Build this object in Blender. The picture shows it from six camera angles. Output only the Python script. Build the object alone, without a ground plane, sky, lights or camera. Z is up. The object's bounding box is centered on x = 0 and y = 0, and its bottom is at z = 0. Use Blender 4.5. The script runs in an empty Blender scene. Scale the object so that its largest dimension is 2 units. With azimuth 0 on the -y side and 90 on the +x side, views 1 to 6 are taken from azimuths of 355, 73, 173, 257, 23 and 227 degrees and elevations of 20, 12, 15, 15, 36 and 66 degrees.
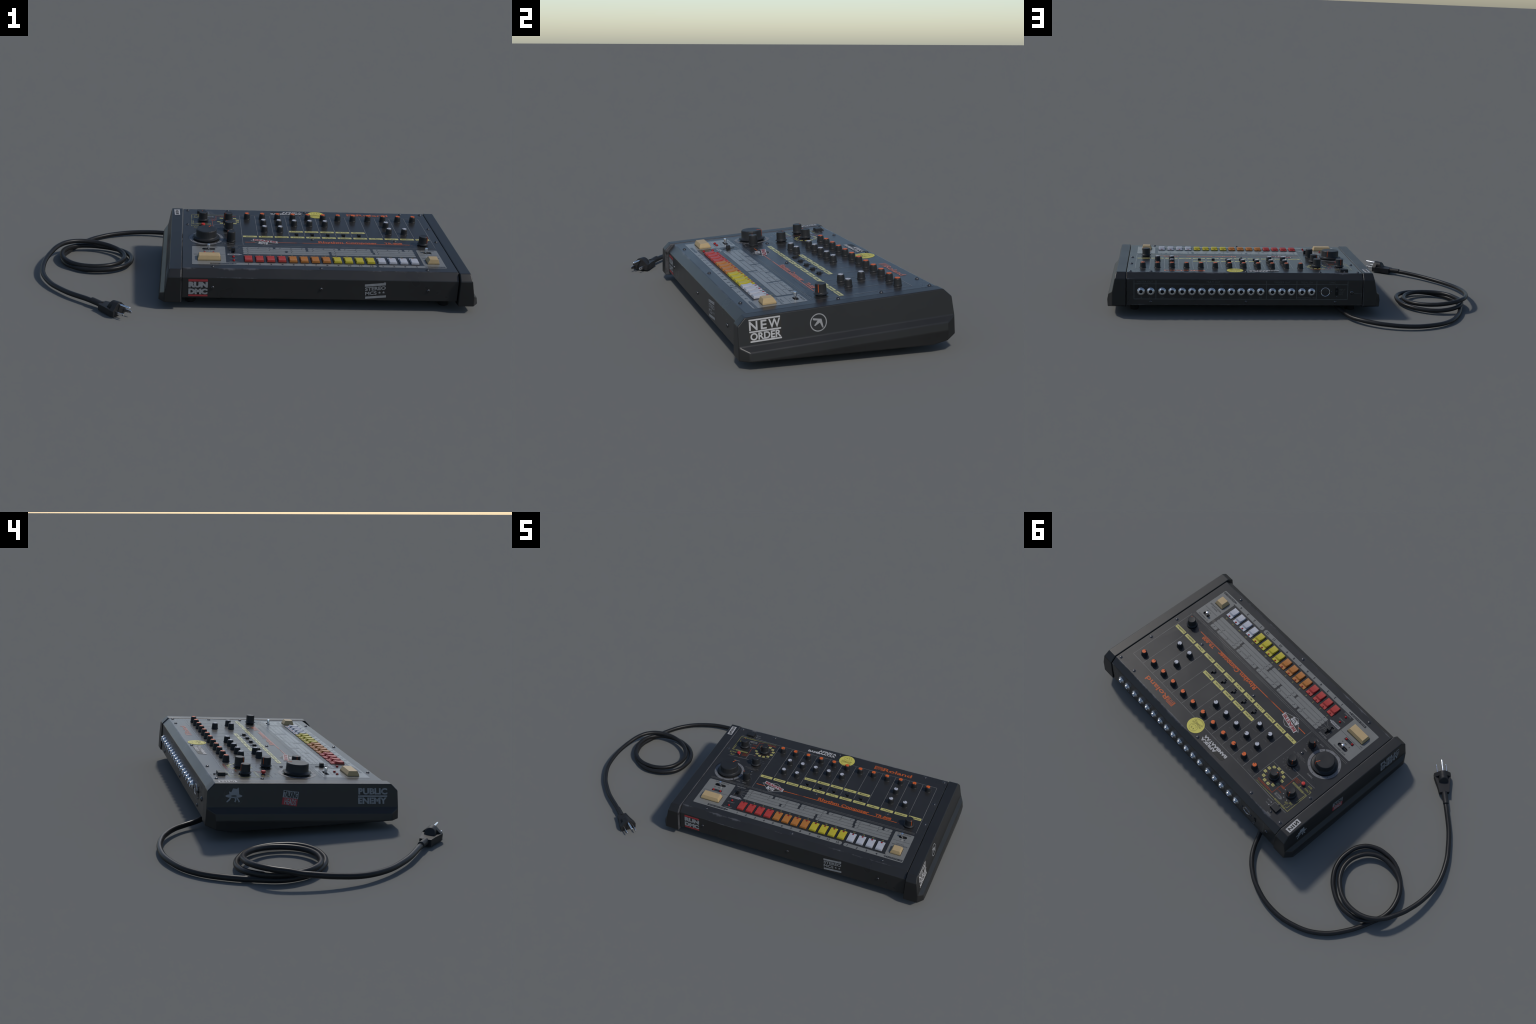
# A worn, stickered drum machine with mains cord, built part by part (metres, z up).
import bpy, bmesh, math, random
from math import sin, cos, pi, radians, hypot, atan2
from mathutils import Vector, Matrix

random.seed(808)
CX = 0.2857            # middle of the machine in x
SLOPE = 0.0663         # rise of the top panel towards the back
C0 = 0.2058            # panel height at y = 0
TILT = math.atan(SLOPE)
CT, ST = cos(TILT), sin(TILT)

# ------------------------------------------------------------------ materials
def new_mat(name):
    m = bpy.data.materials.new(name)
    m.use_nodes = True
    nt = m.node_tree
    return m, nt, nt.nodes['Principled BSDF']

def plain(name, col, rough=0.5, metal=0.0, spec=0.22, var=0.0, scale=40.0, bump=0.0, bscale=600.0, coat=0.0):
    """Principled colour with a faint procedural mottling and grain."""
    m, nt, b = new_mat(name)
    b.inputs['Roughness'].default_value = rough
    b.inputs['Metallic'].default_value = metal
    if metal > 0.5:
        spec = 0.5
    b.inputs['Specular IOR Level'].default_value = spec
    b.inputs['Coat Weight'].default_value = coat
    tc = nt.nodes.new('ShaderNodeTexCoord')
    no = nt.nodes.new('ShaderNodeTexNoise')
    no.inputs['Scale'].default_value = scale
    no.inputs['Detail'].default_value = 5
    nt.links.new(tc.outputs['Object'], no.inputs['Vector'])
    cr = nt.nodes.new('ShaderNodeValToRGB')
    cr.color_ramp.elements[0].position = 0.3
    cr.color_ramp.elements[1].position = 0.7
    cr.color_ramp.elements[0].color = [c * (1 - var) for c in col] + [1]
    cr.color_ramp.elements[1].color = [min(1, c * (1 + var)) for c in col] + [1]
    nt.links.new(no.outputs['Fac'], cr.inputs['Fac'])
    nt.links.new(cr.outputs['Color'], b.inputs['Base Color'])
    if bump:
        n2 = nt.nodes.new('ShaderNodeTexNoise')
        n2.inputs['Scale'].default_value = bscale
        nt.links.new(tc.outputs['Object'], n2.inputs['Vector'])
        bp = nt.nodes.new('ShaderNodeBump')
        bp.inputs['Strength'].default_value = bump
        bp.inputs['Distance'].default_value = 0.001
        nt.links.new(n2.outputs['Fac'], bp.inputs['Height'])
        nt.links.new(bp.outputs['Normal'], b.inputs['Normal'])
    return m

def math_node(nt, op, a, b=None, clamp=False):
    n = nt.nodes.new('ShaderNodeMath')
    n.operation = op
    n.use_clamp = clamp
    for i, v in enumerate((a, b)):
        if v is None:
            continue
        if isinstance(v, (int, float)):
            n.inputs[i].default_value = v
        else:
            nt.links.new(v, n.inputs[i])
    return n.outputs[0]

def worn_black(name, bands, base=0.0195, rough=0.28, wear=(0.080, 0.080, 0.086), spec=0.32):
    """Black paint; along the given edges it is rubbed through in ragged patches.
    A band is (axis, place, half width, amount)."""
    m, nt, b = new_mat(name)
    tc = nt.nodes.new('ShaderNodeTexCoord')
    sep = nt.nodes.new('ShaderNodeSeparateXYZ')
    nt.links.new(tc.outputs['Object'], sep.inputs[0])
    big = nt.nodes.new('ShaderNodeTexNoise')
    big.inputs['Scale'].default_value = 9
    big.inputs['Detail'].default_value = 7
    big.inputs['Roughness'].default_value = 0.62
    nt.links.new(tc.outputs['Object'], big.inputs['Vector'])
    fine = nt.nodes.new('ShaderNodeTexNoise')
    fine.inputs['Scale'].default_value = 70
    fine.inputs['Detail'].default_value = 4
    nt.links.new(tc.outputs['Object'], fine.inputs['Vector'])
    mottle = nt.nodes.new('ShaderNodeTexNoise')
    mottle.inputs['Scale'].default_value = 5
    mottle.inputs['Detail'].default_value = 3
    nt.links.new(tc.outputs['Object'], mottle.inputs['Vector'])
    gate = nt.nodes.new('ShaderNodeTexNoise')      # wear comes in separate stretches
    gate.inputs['Scale'].default_value = 3.1
    gate.inputs['Detail'].default_value = 2
    nt.links.new(tc.outputs['Object'], gate.inputs['Vector'])
    b.inputs['Specular IOR Level'].default_value = spec
    total = None
    for axis, place, half, amount, *side in bands:
        d = math_node(nt, 'ABSOLUTE', math_node(nt, 'SUBTRACT', sep.outputs[axis], place))
        near = math_node(nt, 'SUBTRACT', 1.0, math_node(nt, 'DIVIDE', d, half), clamp=True)
        ragged = math_node(nt, 'ADD', math_node(nt, 'MULTIPLY', big.outputs['Fac'], 0.8),
                           math_node(nt, 'MULTIPLY', fine.outputs['Fac'], 0.35))
        s = math_node(nt, 'ADD', math_node(nt, 'MULTIPLY', near, 0.42), ragged)
        s = math_node(nt, 'SUBTRACT', s, math_node(nt, 'MULTIPLY', gate.outputs['Fac'], 1.1))
        s = math_node(nt, 'MULTIPLY', math_node(nt, 'SUBTRACT', s, 0.52 - amount), 7.0, clamp=True)
        s = math_node(nt, 'MULTIPLY', s, math_node(nt, 'GREATER_THAN', near, 0.02))
        if side:           # only on one side of y = 0
            s = math_node(nt, 'MULTIPLY', s, math_node(nt, 'LESS_THAN' if side[0] < 0 else 'GREATER_THAN', sep.outputs[1], 0.0))
        total = s if total is None else math_node(nt, 'MAXIMUM', total, s)
    cr = nt.nodes.new('ShaderNodeValToRGB')
    cr.color_ramp.elements[0].position = 0.32
    cr.color_ramp.elements[1].position = 0.7
    cr.color_ramp.elements[0].color = (base * 0.92, base * 0.91, base * 0.90, 1)
    cr.color_ramp.elements[1].color = (base * 1.14, base * 1.12, base * 1.09, 1)
    nt.links.new(mottle.outputs['Fac'], cr.inputs['Fac'])
    mix = nt.nodes.new('ShaderNodeMix')
    mix.data_type = 'RGBA'
    mix.inputs['B'].default_value = (*wear, 1)
    nt.links.new(cr.outputs['Color'], mix.inputs['A'])
    if total is not None:
        nt.links.new(math_node(nt, 'MULTIPLY', total, 0.8), mix.inputs['Factor'])
    else:
        mix.inputs['Factor'].default_value = 0
    nt.links.new(mix.outputs['Result'], b.inputs['Base Color'])
    rr = nt.nodes.new('ShaderNodeMapRange')
    rr.inputs['To Min'].default_value = rough - 0.05
    rr.inputs['To Max'].default_value = rough + 0.07
    nt.links.new(mottle.outputs['Fac'], rr.inputs['Value'])
    nt.links.new(rr.outputs[0], b.inputs['Roughness'])
    bp = nt.nodes.new('ShaderNodeBump')
    bp.inputs['Strength'].default_value = 0.06
    bp.inputs['Distance'].default_value = 0.0006
    gr = nt.nodes.new('ShaderNodeTexNoise')
    gr.inputs['Scale'].default_value = 900
    nt.links.new(tc.outputs['Object'], gr.inputs['Vector'])
    nt.links.new(gr.outputs['Fac'], bp.inputs['Height'])
    nt.links.new(bp.outputs['Normal'], b.inputs['Normal'])
    return m

CHASSIS = worn_black('chassis_paint', [(1, -0.4085, 0.016, 0.15), (2, 0.1455, 0.006, 0.08, -1),
                                       (1, 0.318, 0.014, 0.15), (2, 0.066, 0.005, 0.08, 1), (2, 0.199, 0.006, 0.06, 1)])
CAP_R = worn_black('end_cap_plastic', [], base=0.0140, rough=0.36)
CAP_L = worn_black('pale_edged_cap_plastic', [(0, -0.3335, 0.0040, 0.25)], base=0.0145, rough=0.36)  # band is a ragged pale line along the inner edge
RUBBER = plain('foot_rubber', (0.012, 0.012, 0.012), 0.8)
KNOB = plain('knob_plastic', (0.017, 0.0175, 0.0185), 0.42, var=0.06)
CABLE = plain('cord_rubber', (0.013, 0.013, 0.0135), 0.38, var=0.1)
PLUG = plain('plug_rubber', (0.017, 0.017, 0.018), 0.5, var=0.08)
CHROME = plain('chrome', (0.76, 0.77, 0.80), 0.22, metal=1.0, var=0.03)
JACKM = plain('jack_metal', (0.55, 0.56, 0.58), 0.27, metal=1.0, var=0.12, scale=160)
SCREWM = plain('screw_metal', (0.085, 0.085, 0.09), 0.27, metal=0.85, var=0.1)
DARK = plain('hole_black', (0.004, 0.004, 0.004), 0.7)
ORANGE_CAP = plain('orange_cap', (0.52, 0.094, 0.018), 0.42, var=0.04)
GREY_CAP = plain('grey_cap', (0.36, 0.365, 0.40), 0.42, var=0.03)
POINTER = plain('orange_pointer', (0.47, 0.080, 0.016), 0.45)
RED_KEY = plain('red_key', (0.31, 0.036, 0.030), 0.40, var=0.06)
ORANGE_KEY = plain('orange_key', (0.33, 0.125, 0.028), 0.42, var=0.06)
YELLOW_KEY = plain('yellow_key', (0.37, 0.31, 0.026), 0.42, var=0.06)
WHITE_KEY = plain('white_key', (0.345, 0.35, 0.38), 0.40, var=0.08)
BEIGE_KEY = plain('beige_key', (0.37, 0.268, 0.138), 0.45, var=0.04)
LED = plain('red_lamp', (0.27, 0.007, 0.008), 0.35)
RED_BTN = plain('red_button', (0.43, 0.035, 0.030), 0.35)
P_GREY = plain('print_grey', (0.150, 0.149, 0.139), 0.25, spec=0.34, var=0.05, scale=25)
P_LINE = plain('print_line', (0.108, 0.105, 0.098), 0.25, spec=0.34, var=0.22, scale=30)
P_CLEAR = plain('print_pale', (0.165, 0.16, 0.155), 0.25, spec=0.34, var=0.1)
P_WHITE = plain('print_white', (0.22, 0.215, 0.215), 0.25, spec=0.34, var=0.1)
P_FAINT = plain('print_faint', (0.088, 0.084, 0.081), 0.25, spec=0.34)
P_GHOST = plain('print_ghost', (0.032, 0.033, 0.034), 0.25, spec=0.34)
P_YELLOW = plain('print_yellow', (0.39, 0.355, 0.120), 0.25, spec=0.34, var=0.05, scale=60)
P_YELLOW2 = plain('print_dull_yellow', (0.205, 0.19, 0.066), 0.25, spec=0.34, var=0.1)
P_GREEN = plain('print_green', (0.085, 0.115, 0.070), 0.25, spec=0.34)
P_RUB = plain('rubbed_paint', (0.034, 0.034, 0.036), 0.25, spec=0.34, var=0.2, scale=120)
P_ORANGE = plain('print_orange', (0.36, 0.073, 0.014), 0.25, spec=0.34, var=0.08)
P_BRICK = plain('print_brick', (0.165, 0.036, 0.013), 0.25, spec=0.34, var=0.12)
P_BLACK = plain('print_black', (0.024, 0.024, 0.025), 0.25, spec=0.34)
S_WHITE = plain('sticker_white', (0.36, 0.35, 0.345), 0.5, var=0.10, scale=50)
S_PALE = plain('sticker_pale', (0.22, 0.22, 0.22), 0.5, var=0.14, scale=50)
S_BLUE = plain('sticker_blue_grey', (0.20, 0.205, 0.212), 0.5, var=0.08)
S_BLACK = plain('sticker_black', (0.016, 0.016, 0.014), 0.5)
S_BROWN = plain('sticker_dark_brown', (0.024, 0.022, 0.019), 0.5)
S_RED = plain('sticker_red', (0.28, 0.032, 0.036), 0.5, var=0.10)
S_YELLOW = plain('sticker_yellow', (0.47, 0.42, 0.085), 0.5, var=0.06)
S_INK = plain('sticker_ink', (0.13, 0.115, 0.025), 0.5)

# ------------------------------------------------------------------ objects
ROOT = bpy.data.objects.new('drum_machine', None)
bpy.context.scene.collection.objects.link(ROOT)
ROOT['label'] = 'black tabletop drum machine with coloured keys, knobs, stickers and power cord'
ROOT['category'] = 'drum machine'

def link(ob, parent=ROOT, stuff=False):
    bpy.context.scene.collection.objects.link(ob)
    ob.parent = parent
    if stuff:
        ob['kind'] = 'stuff'
    return ob

def mesh_obj(name, verts, faces, mats, parent=ROOT, face_mats=None, smooth=None, stuff=False):
    me = bpy.data.meshes.new(name)
    me.from_pydata([tuple(v) for v in verts], [], faces)
    for m in (mats if isinstance(mats, (list, tuple)) else [mats]):
        me.materials.append(m)
    if face_mats:
        me.polygons.foreach_set('material_index', face_mats)
    me.validate()
    if smooth is not None:
        me.shade_smooth()
        me.set_sharp_from_angle(angle=radians(smooth))
    return link(bpy.data.objects.new(name, me), parent, stuff)

def apply_mods(ob):
    dg = bpy.context.evaluated_depsgraph_get()
    me = bpy.data.meshes.new_from_object(ob.evaluated_get(dg))
    ob.modifiers.clear()
    ob.data = me
    return ob

def bevel(ob, width, segs=2, angle=20, smooth=35):
    bm = bmesh.new()
    bm.from_mesh(ob.data)
    bmesh.ops.recalc_face_normals(bm, faces=bm.faces)
    edges = [e for e in bm.edges if len(e.link_faces) == 2 and e.calc_face_angle(0) > radians(angle)]
    bmesh.ops.bevel(bm, geom=edges, offset=width, offset_type='OFFSET', segments=segs, profile=0.5,
                    affect='EDGES', clamp_overlap=True)
    bm.to_mesh(ob.data)
    bm.free()
    ob.data.shade_smooth()
    ob.data.set_sharp_from_angle(angle=radians(smooth))
    flat_normals(ob)
    return ob

def flat_normals(ob):
    """large faces keep their own normal, rounded edges blend"""
    md = ob.modifiers.new('normals', 'WEIGHTED_NORMAL')
    md.weight = 100
    md.keep_sharp = True
    apply_mods(ob)

class Build:
    """Collects polygons in a local frame and writes one mesh."""
    def __init__(self, frame):
        self.f, self.v, self.p, self.m, self.mats = frame, [], [], [], []
    def mi(self, mat):
        if mat not in self.mats:
            self.mats.append(mat)
        return self.mats.index(mat)
    def poly(self, pts, mat, h=0.0005, h0=None):
        """flat piece of print: a top face, with thin sides when h0 is given"""
        n0, n = len(self.v), len(pts)
        i = self.mi(mat)
        self.v += [self.f(x, y, h) for x, y in pts]
        self.p.append(tuple(range(n0, n0 + n)))
        self.m.append(i)
        if h0 is not None:
            self.v += [self.f(x, y, h0) for x, y in pts]
            for k in range(n):
                self.p.append((n0 + k, n0 + n + k, n0 + n + (k + 1) % n, n0 + (k + 1) % n))
                self.m.append(i)
    def rect(self, x0, x1, y0, y1, mat, h=0.0005, r=0.0, h0=None):
        if r <= 0:
            pts = [(x0, y0), (x1, y0), (x1, y1), (x0, y1)]
        else:
            pts = []
            for cx, cy, a in ((x1 - r, y0 + r, -90), (x1 - r, y1 - r, 0), (x0 + r, y1 - r, 90), (x0 + r, y0 + r, 180)):
                for k in range(5):
                    t = radians(a + 22.5 * k)
                    pts.append((cx + r * cos(t), cy + r * sin(t)))
        self.poly(pts, mat, h, h0)
    def line(self, pts, w, mat, h=0.0005):
        """mitred stroke of width w along pts"""
        n = len(pts)
        left, right = [], []
        for k, (x, y) in enumerate(pts):
            a = pts[max(0, k - 1)]
            c = pts[min(n - 1, k + 1)]
            d1 = Vector((x - a[0], y - a[1])) if k else None
            d2 = Vector((c[0] - x, c[1] - y)) if k < n - 1 else None
            d1 = (d1 or d2).normalized()
            d2 = (d2 or d1).normalized()
            t = (d1 + d2)
            t = t.normalized() if t.length > 1e-6 else d1
            nn = Vector((-t.y, t.x))
            s = 0.5 * w / max(0.4, nn.dot(Vector((-d1.y, d1.x))))
            left.append((x + nn.x * s, y + nn.y * s))
            right.append((x - nn.x * s, y - nn.y * s))
        for k in range(n - 1):
            self.poly([right[k], right[k + 1], left[k + 1], left[k]], mat, h)
    def ring(self, cx, cy, r0, r1, mat, h=0.0005, a0=0, a1=360, n=64, sy=1.0):
        for k in range(n):
            t0, t1 = radians(a0 + (a1 - a0) * k / n), radians(a0 + (a1 - a0) * (k + 1) / n)
            self.poly([(cx + r0 * cos(t0), cy + sy * r0 * sin(t0)), (cx + r1 * cos(t0), cy + sy * r1 * sin(t0)),
                       (cx + r1 * cos(t1), cy + sy * r1 * sin(t1)), (cx + r0 * cos(t1), cy + sy * r0 * sin(t1))], mat, h)
    def disc(self, cx, cy, r, mat, h=0.0005, n=20, sy=1.0, h0=None):
        self.poly([(cx + r * cos(2 * pi * k / n), cy + sy * r * sin(2 * pi * k / n)) for k in range(n)], mat, h, h0)
    def text(self, body, x0, x1, y0, y1, mat, h=0.0008, bold=0.0, rot=0.0, shear=0.0, about=None):
        """lettering fitted into the given box; rot in degrees about a point"""
        vs, fs = glyphs(body, bold, shear)
        xs = [v[0] for v in vs]
        ys = [v[1] for v in vs]
        sx = (x1 - x0) / (max(xs) - min(xs))
        sy = (y1 - y0) / (max(ys) - min(ys))
        i, n0 = self.mi(mat), len(self.v)
        cr, sr = cos(radians(rot)), sin(radians(rot))
        ax, ay = about or ((x0 + x1) / 2, (y0 + y1) / 2)
        for a, b in vs:
            x, y = x0 + (a - min(xs)) * sx - ax, y0 + (b - min(ys)) * sy - ay
            self.v.append(self.f(ax + x * cr - y * sr, ay + x * sr + y * cr, h))
        for f in fs:
            self.p.append(tuple(n0 + k for k in f))
            self.m.append(i)
    def label(self, body, cx, cy, height, mat, h=0.0008, bold=0.0, width=None, rot=0.0):
        """lettering centred on a point, natural width unless given"""
        vs, fs = glyphs(body, bold, 0)
        xs = [v[0] for v in vs]
        ys = [v[1] for v in vs]
        w = width or height * (max(xs) - min(xs)) / (max(ys) - min(ys))
        self.text(body, cx - w / 2, cx + w / 2, cy - height / 2, cy + height / 2, mat, h, bold, rot)
    def done(self, name, parent=ROOT, stuff=True):
        ob = mesh_obj(name, self.v, self.p, self.mats, parent, self.m, stuff=stuff)
        return ob

_glyph_cache = {}
def glyphs(body, bold=0.0, shear=0.0):
    key = (body, bold, shear)
    if key not in _glyph_cache:
        cu = bpy.data.curves.new('lettering', 'FONT')
        cu.body = body
        cu.size = 1.0
        cu.offset = bold
        cu.shear = shear
        cu.resolution_u = 3
        ob = bpy.data.objects.new('lettering', cu)
        bpy.context.scene.collection.objects.link(ob)
        dg = bpy.context.evaluated_depsgraph_get()
        me = ob.evaluated_get(dg).to_mesh()
        vs = [(v.co.x, v.co.y) for v in me.vertices]
        fs = [tuple(p.vertices) for p in me.polygons]
        bpy.data.objects.remove(ob)
        bpy.data.curves.remove(cu)
        _glyph_cache[key] = (vs, fs)
    return _glyph_cache[key]

# frames: panel, back, front, right and left side
def on_panel(x, y, h=0.0):
    return Vector((x, y - h * ST, C0 + SLOPE * y + h * CT))
BACK_LEAN = 0.0784
def on_back(u, z, h=0.0):           # u runs to the right as seen from behind
    return Vector((-u, 0.3495 + (0.199 - z) * BACK_LEAN + h, z + h * BACK_LEAN))
def on_front(x, z, h=0.0):
    return Vector((x, -0.4385 - h, z))
SIDE_LEAN = 0.197
def side_d(w):
    return 0.6672 + (0.2075 - w) * SIDE_LEAN
def on_right(u, w, h=0.0):          # w: height above the tilted base line
    return Vector((CX + side_d(w) + h, u, w + SLOPE * u + h * SIDE_LEAN))
def on_left(u, w, h=0.0):
    return Vector((CX - side_d(w) - 0.0055 - h, -u, w - SLOPE * u + h * SIDE_LEAN))

PANEL_ROT = Matrix.Rotation(TILT, 4, 'X')
def place_on_panel(ob, x, y, spin=0.0, h=0.0):
    ob.matrix_local = Matrix.Translation(on_panel(x, y, h)) @ PANEL_ROT @ Matrix.Rotation(spin, 4, 'Z')

def lathe(profile, n=32, caps=True):
    """profile of (radius, height) turned about z"""
    vs, fs = [], []
    for r, h in profile:
        for k in range(n):
            t = 2 * pi * k / n
            vs.append((r * cos(t), r * sin(t), h))
    for j in range(len(profile) - 1):
        for k in range(n):
            a, b = j * n + k, j * n + (k + 1) % n
            fs.append((a, b, b + n, a + n))
    if caps:
        fs.append(tuple(reversed(range(n))))
        m = (len(profile) - 1) * n
        fs.append(tuple(m + k for k in range(n)))
    return vs, fs

def box_geo(x0, x1, y0, y1, z0, z1, inset=0.0):
    i = inset
    vs = [(x0, y0, z0), (x1, y0, z0), (x1, y1, z0), (x0, y1, z0),
          (x0 + i, y0 + i, z1), (x1 - i, y0 + i, z1), (x1 - i, y1 - i, z1), (x0 + i, y1 - i, z1)]
    fs = [(3, 2, 1, 0), (4, 5, 6, 7), (0, 1, 5, 4), (1, 2, 6, 5), (2, 3, 7, 6), (3, 0, 4, 7)]
    return vs, fs

def merge(*parts):
    V, F, M = [], [], []
    for k, (vs, fs) in enumerate(parts):
        o = len(V)
        V += list(vs)
        F += [tuple(o + i for i in f) for f in fs]
        M += [k] * len(fs)
    return V, F, M

def proto(name, vs, fs, mats, fm=None, smooth=35, bev=0.0, segs=2):
    """mesh data shared by repeats"""
    ob = mesh_obj(name, vs, fs, mats, face_mats=fm, smooth=smooth)
    if bev:
        bevel(ob, bev, segs)
    me = ob.data
    bpy.data.objects.remove(ob)
    return me

def repeat(me, name, parent=ROOT):
    return link(bpy.data.objects.new(name, me), parent)

# ------------------------------------------------------------------ chassis
def top_z(y):
    return C0 + SLOPE * y
profile = [(-0.4085, top_z(-0.4085)), (-0.4385, 0.1455), (-0.4385, 0.0500), (0.3606, 0.0615),
           (0.3495, 0.1990), (0.3180, top_z(0.3180))]
X0, X1 = CX - 0.6165, CX + 0.6143
vs = [(X0, y, z) for y, z in profile] + [(X1, y, z) for y, z in profile]
n = len(profile)
fs = [tuple(range(n)), tuple(reversed(range(n, 2 * n)))] + [(k, n + k, n + (k + 1) % n, (k + 1) % n) for k in range(n)]
chassis = mesh_obj('chassis', vs, fs, CHASSIS)
bevel(chassis, 0.003, 3)

# wells cut into the panel: toggle slots and slide switch slots
TOGGLES = [(-0.2112, -0.1945, 0.0305), (0.8065, -0.1945, 0.0210)]     # centre, half length
SWITCH_X = [0.2137, 0.2893, 0.3650, 0.4407, 0.5163]
cut_v, cut_f = [], []
def add_cut(pts, depth=0.007):
    n0, n = len(cut_v), len(pts)
    cut_v.extend(on_panel(x, y, 0.01) for x, y in pts)
    cut_v.extend(on_panel(x, y, -depth) for x, y in pts)
    cut_f.append(tuple(range(n0, n0 + n)))
    cut_f.append(tuple(reversed(range(n0 + n, n0 + 2 * n))))
    for k in range(n):
        cut_f.append((n0 + k, n0 + n + k, n0 + n + (k + 1) % n, n0 + (k + 1) % n))
def pill(cx, cy, half, r):
    pts = []
    for a, sx in ((-90, 1), (90, -1)):
        for k in range(9):
            t = radians(a + 22.5 * k)
            pts.append((cx + sx * (half - r) + r * cos(t), cy + r * sin(t)))
    return pts
for x, y, half in TOGGLES:
    add_cut(pill(x, y, half, 0.0098))
for x in SWITCH_X:
    add_cut([(x - 0.0065, -0.0145), (x + 0.0065, -0.0145), (x + 0.0065, 0.0200), (x - 0.0065, 0.0200)])
add_cut([(-0.1105, -0.2350), (-0.0960, -0.2350), (-0.0960, -0.1805), (-0.1105, -0.1805)])
cutter = mesh_obj('cutter', cut_v, cut_f, DARK)
bm = bmesh.new(); bm.from_mesh(cutter.data); bmesh.ops.recalc_face_normals(bm, faces=bm.faces); bm.to_mesh(cutter.data); bm.free()
def cut(ob):
    md = ob.modifiers.new('wells', 'BOOLEAN')
    md.operation = 'DIFFERENCE'
    md.solver = 'EXACT'
    md.object = cutter
    apply_mods(ob)
cut(chassis)
chassis.data.materials.clear(); chassis.data.materials.append(CHASSIS)
for p in chassis.data.polygons:
    p.material_index = 0
chassis.data.shade_smooth(); chassis.data.set_sharp_from_angle(angle=radians(35))
flat_normals(chassis)

# ------------------------------------------------------------------ end caps
LEFT_OUT = 0.0055      # the left cap stands this much further out
def end_cap(sign, mat, extra=0.0):
    def tz(y):
        return 0.2077 + SLOPE * y
    inner = 0.6163 + extra * 0.4
    rid_in, rid_out, brow = 0.111, 0.0925, 0.0625
    P = {}
    loop = [(-0.4265, tz(-0.4265)), (-0.4537, 0.1505), (-0.4537, 0.0325), (0.270, 0.0325),
            (0.3265, 0.0440), (0.3668, 0.0610), (0.3533, 0.2005), (0.3210, tz(0.3210))]
    for k, (y, z) in enumerate(loop):
        P['I%d' % k] = (inner, y, z)
    def S(y, z):
        return (side_d(z - SLOPE * y) + extra, y, z)
    P['S0'] = S(*loop[0]); P['S1'] = S(*loop[1]); P['S6'] = S(*loop[6]); P['S7'] = S(*loop[7])
    P['S2'] = S(-0.4537, rid_in - SLOPE * 0.4537)
    P['S5'] = S(0.3610, rid_in + SLOPE * 0.3610)
    P['F2'] = (0.6885 + extra, -0.4537, 0.0325)
    P['K5'] = (0.6860 + extra, 0.3668, 0.0610)
    out = 0.7148 + extra
    P['Rf'] = (out - 0.0065, -0.4185, rid_out - SLOPE * 0.4185)
    P['Rb'] = (out - 0.0085, 0.3270, rid_out + SLOPE * 0.3270)
    P['Lf'] = (out - 0.0005, -0.4200, 0.0330)
    P['Lb'] = (out - 0.003, 0.3290, brow + SLOPE * 0.3290)
    P['Bm'] = (out - 0.005, 0.2700, 0.0325)
    P['Bb'] = (out - 0.005, 0.3265, 0.0452)
    names = list(P)
    verts = [(CX + sign * P[k][0], P[k][1], P[k][2]) for k in names]
    faces = ['I0 S0 S7 I7', 'I0 I1 S1 S0', 'I1 I2 F2 S2 S1', 'S0 S1 S2 S5 S6 S7', 'S2 Rf Rb S5',
             'S2 F2 Lf Rf', 'Rf Lf Lb Rb', 'Lf Bm Bb Lb', 'Rb Lb Bb K5 S5', 'I6 S6 S5 K5 I5',
             'I7 S7 S6 I6', 'I2 I3 Bm Lf F2', 'I3 I4 Bb Bm', 'I4 I5 K5 Bb', 'I0 I7 I6 I5 I4 I3 I2 I1']
    fl = [tuple(names.index(a) for a in f.split()) for f in faces]
    ob = mesh_obj('end_cap', verts, fl, mat)
    bevel(ob, 0.0042, 3, angle=12, smooth=45)
    return ob
end_cap(1, CAP_R)
end_cap(-1, CAP_L, LEFT_OUT)

# ------------------------------------------------------------------ feet
v, f = lathe([(0.0215, 0.0), (0.0245, 0.004), (0.026, 0.060)], 28)
FOOT = proto('foot', v, f, RUBBER)
for x in (CX - 0.578, CX + 0.578):
    for y in (-0.345, 0.2225):
        repeat(FOOT, 'foot').location = (x, y, 0.0)

# ------------------------------------------------------------------ screws
def screw_mesh(r, h):
    prof = [(r, -0.001), (r, h * 0.25), (r * 0.92, h * 0.62), (r * 0.68, h * 0.9), (r * 0.34, h)]
    a = lathe(prof, 20)
    b = box_geo(-r * 0.55, r * 0.55, -r * 0.11, r * 0.11, h * 0.6, h * 1.03)
    c = box_geo(-r * 0.11, r * 0.11, -r * 0.55, r * 0.55, h * 0.6, h * 1.04)
    V, F, M = merge(a, b, c)
    return proto('screw', V, F, [SCREWM, DARK], [1 if m else 0 for m in M], smooth=50)
SCREW = screw_mesh(0.0075, 0.0044)
for x, y in [(0.8804, 0.3005), (0.7753, 0.3005), (0.8802, 0.1087), (0.8802, -0.0584), (0.7624, -0.3902),
             (0.2829, -0.3902), (-0.1972, -0.3902), (-0.3092, 0.3005), (-0.3092, 0.1085), (-0.1076, 0.3005),
             (0.2841, 0.3010), (0.6790, -0.0580), (0.2830, -0.0577), (-0.1076, -0.0247)]:
    place_on_panel(repeat(SCREW, 'screw'), x, y, random.uniform(0, 1.5))
small_screw = screw_mesh(0.0050, 0.0050)
halo = Build(on_panel)
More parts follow.
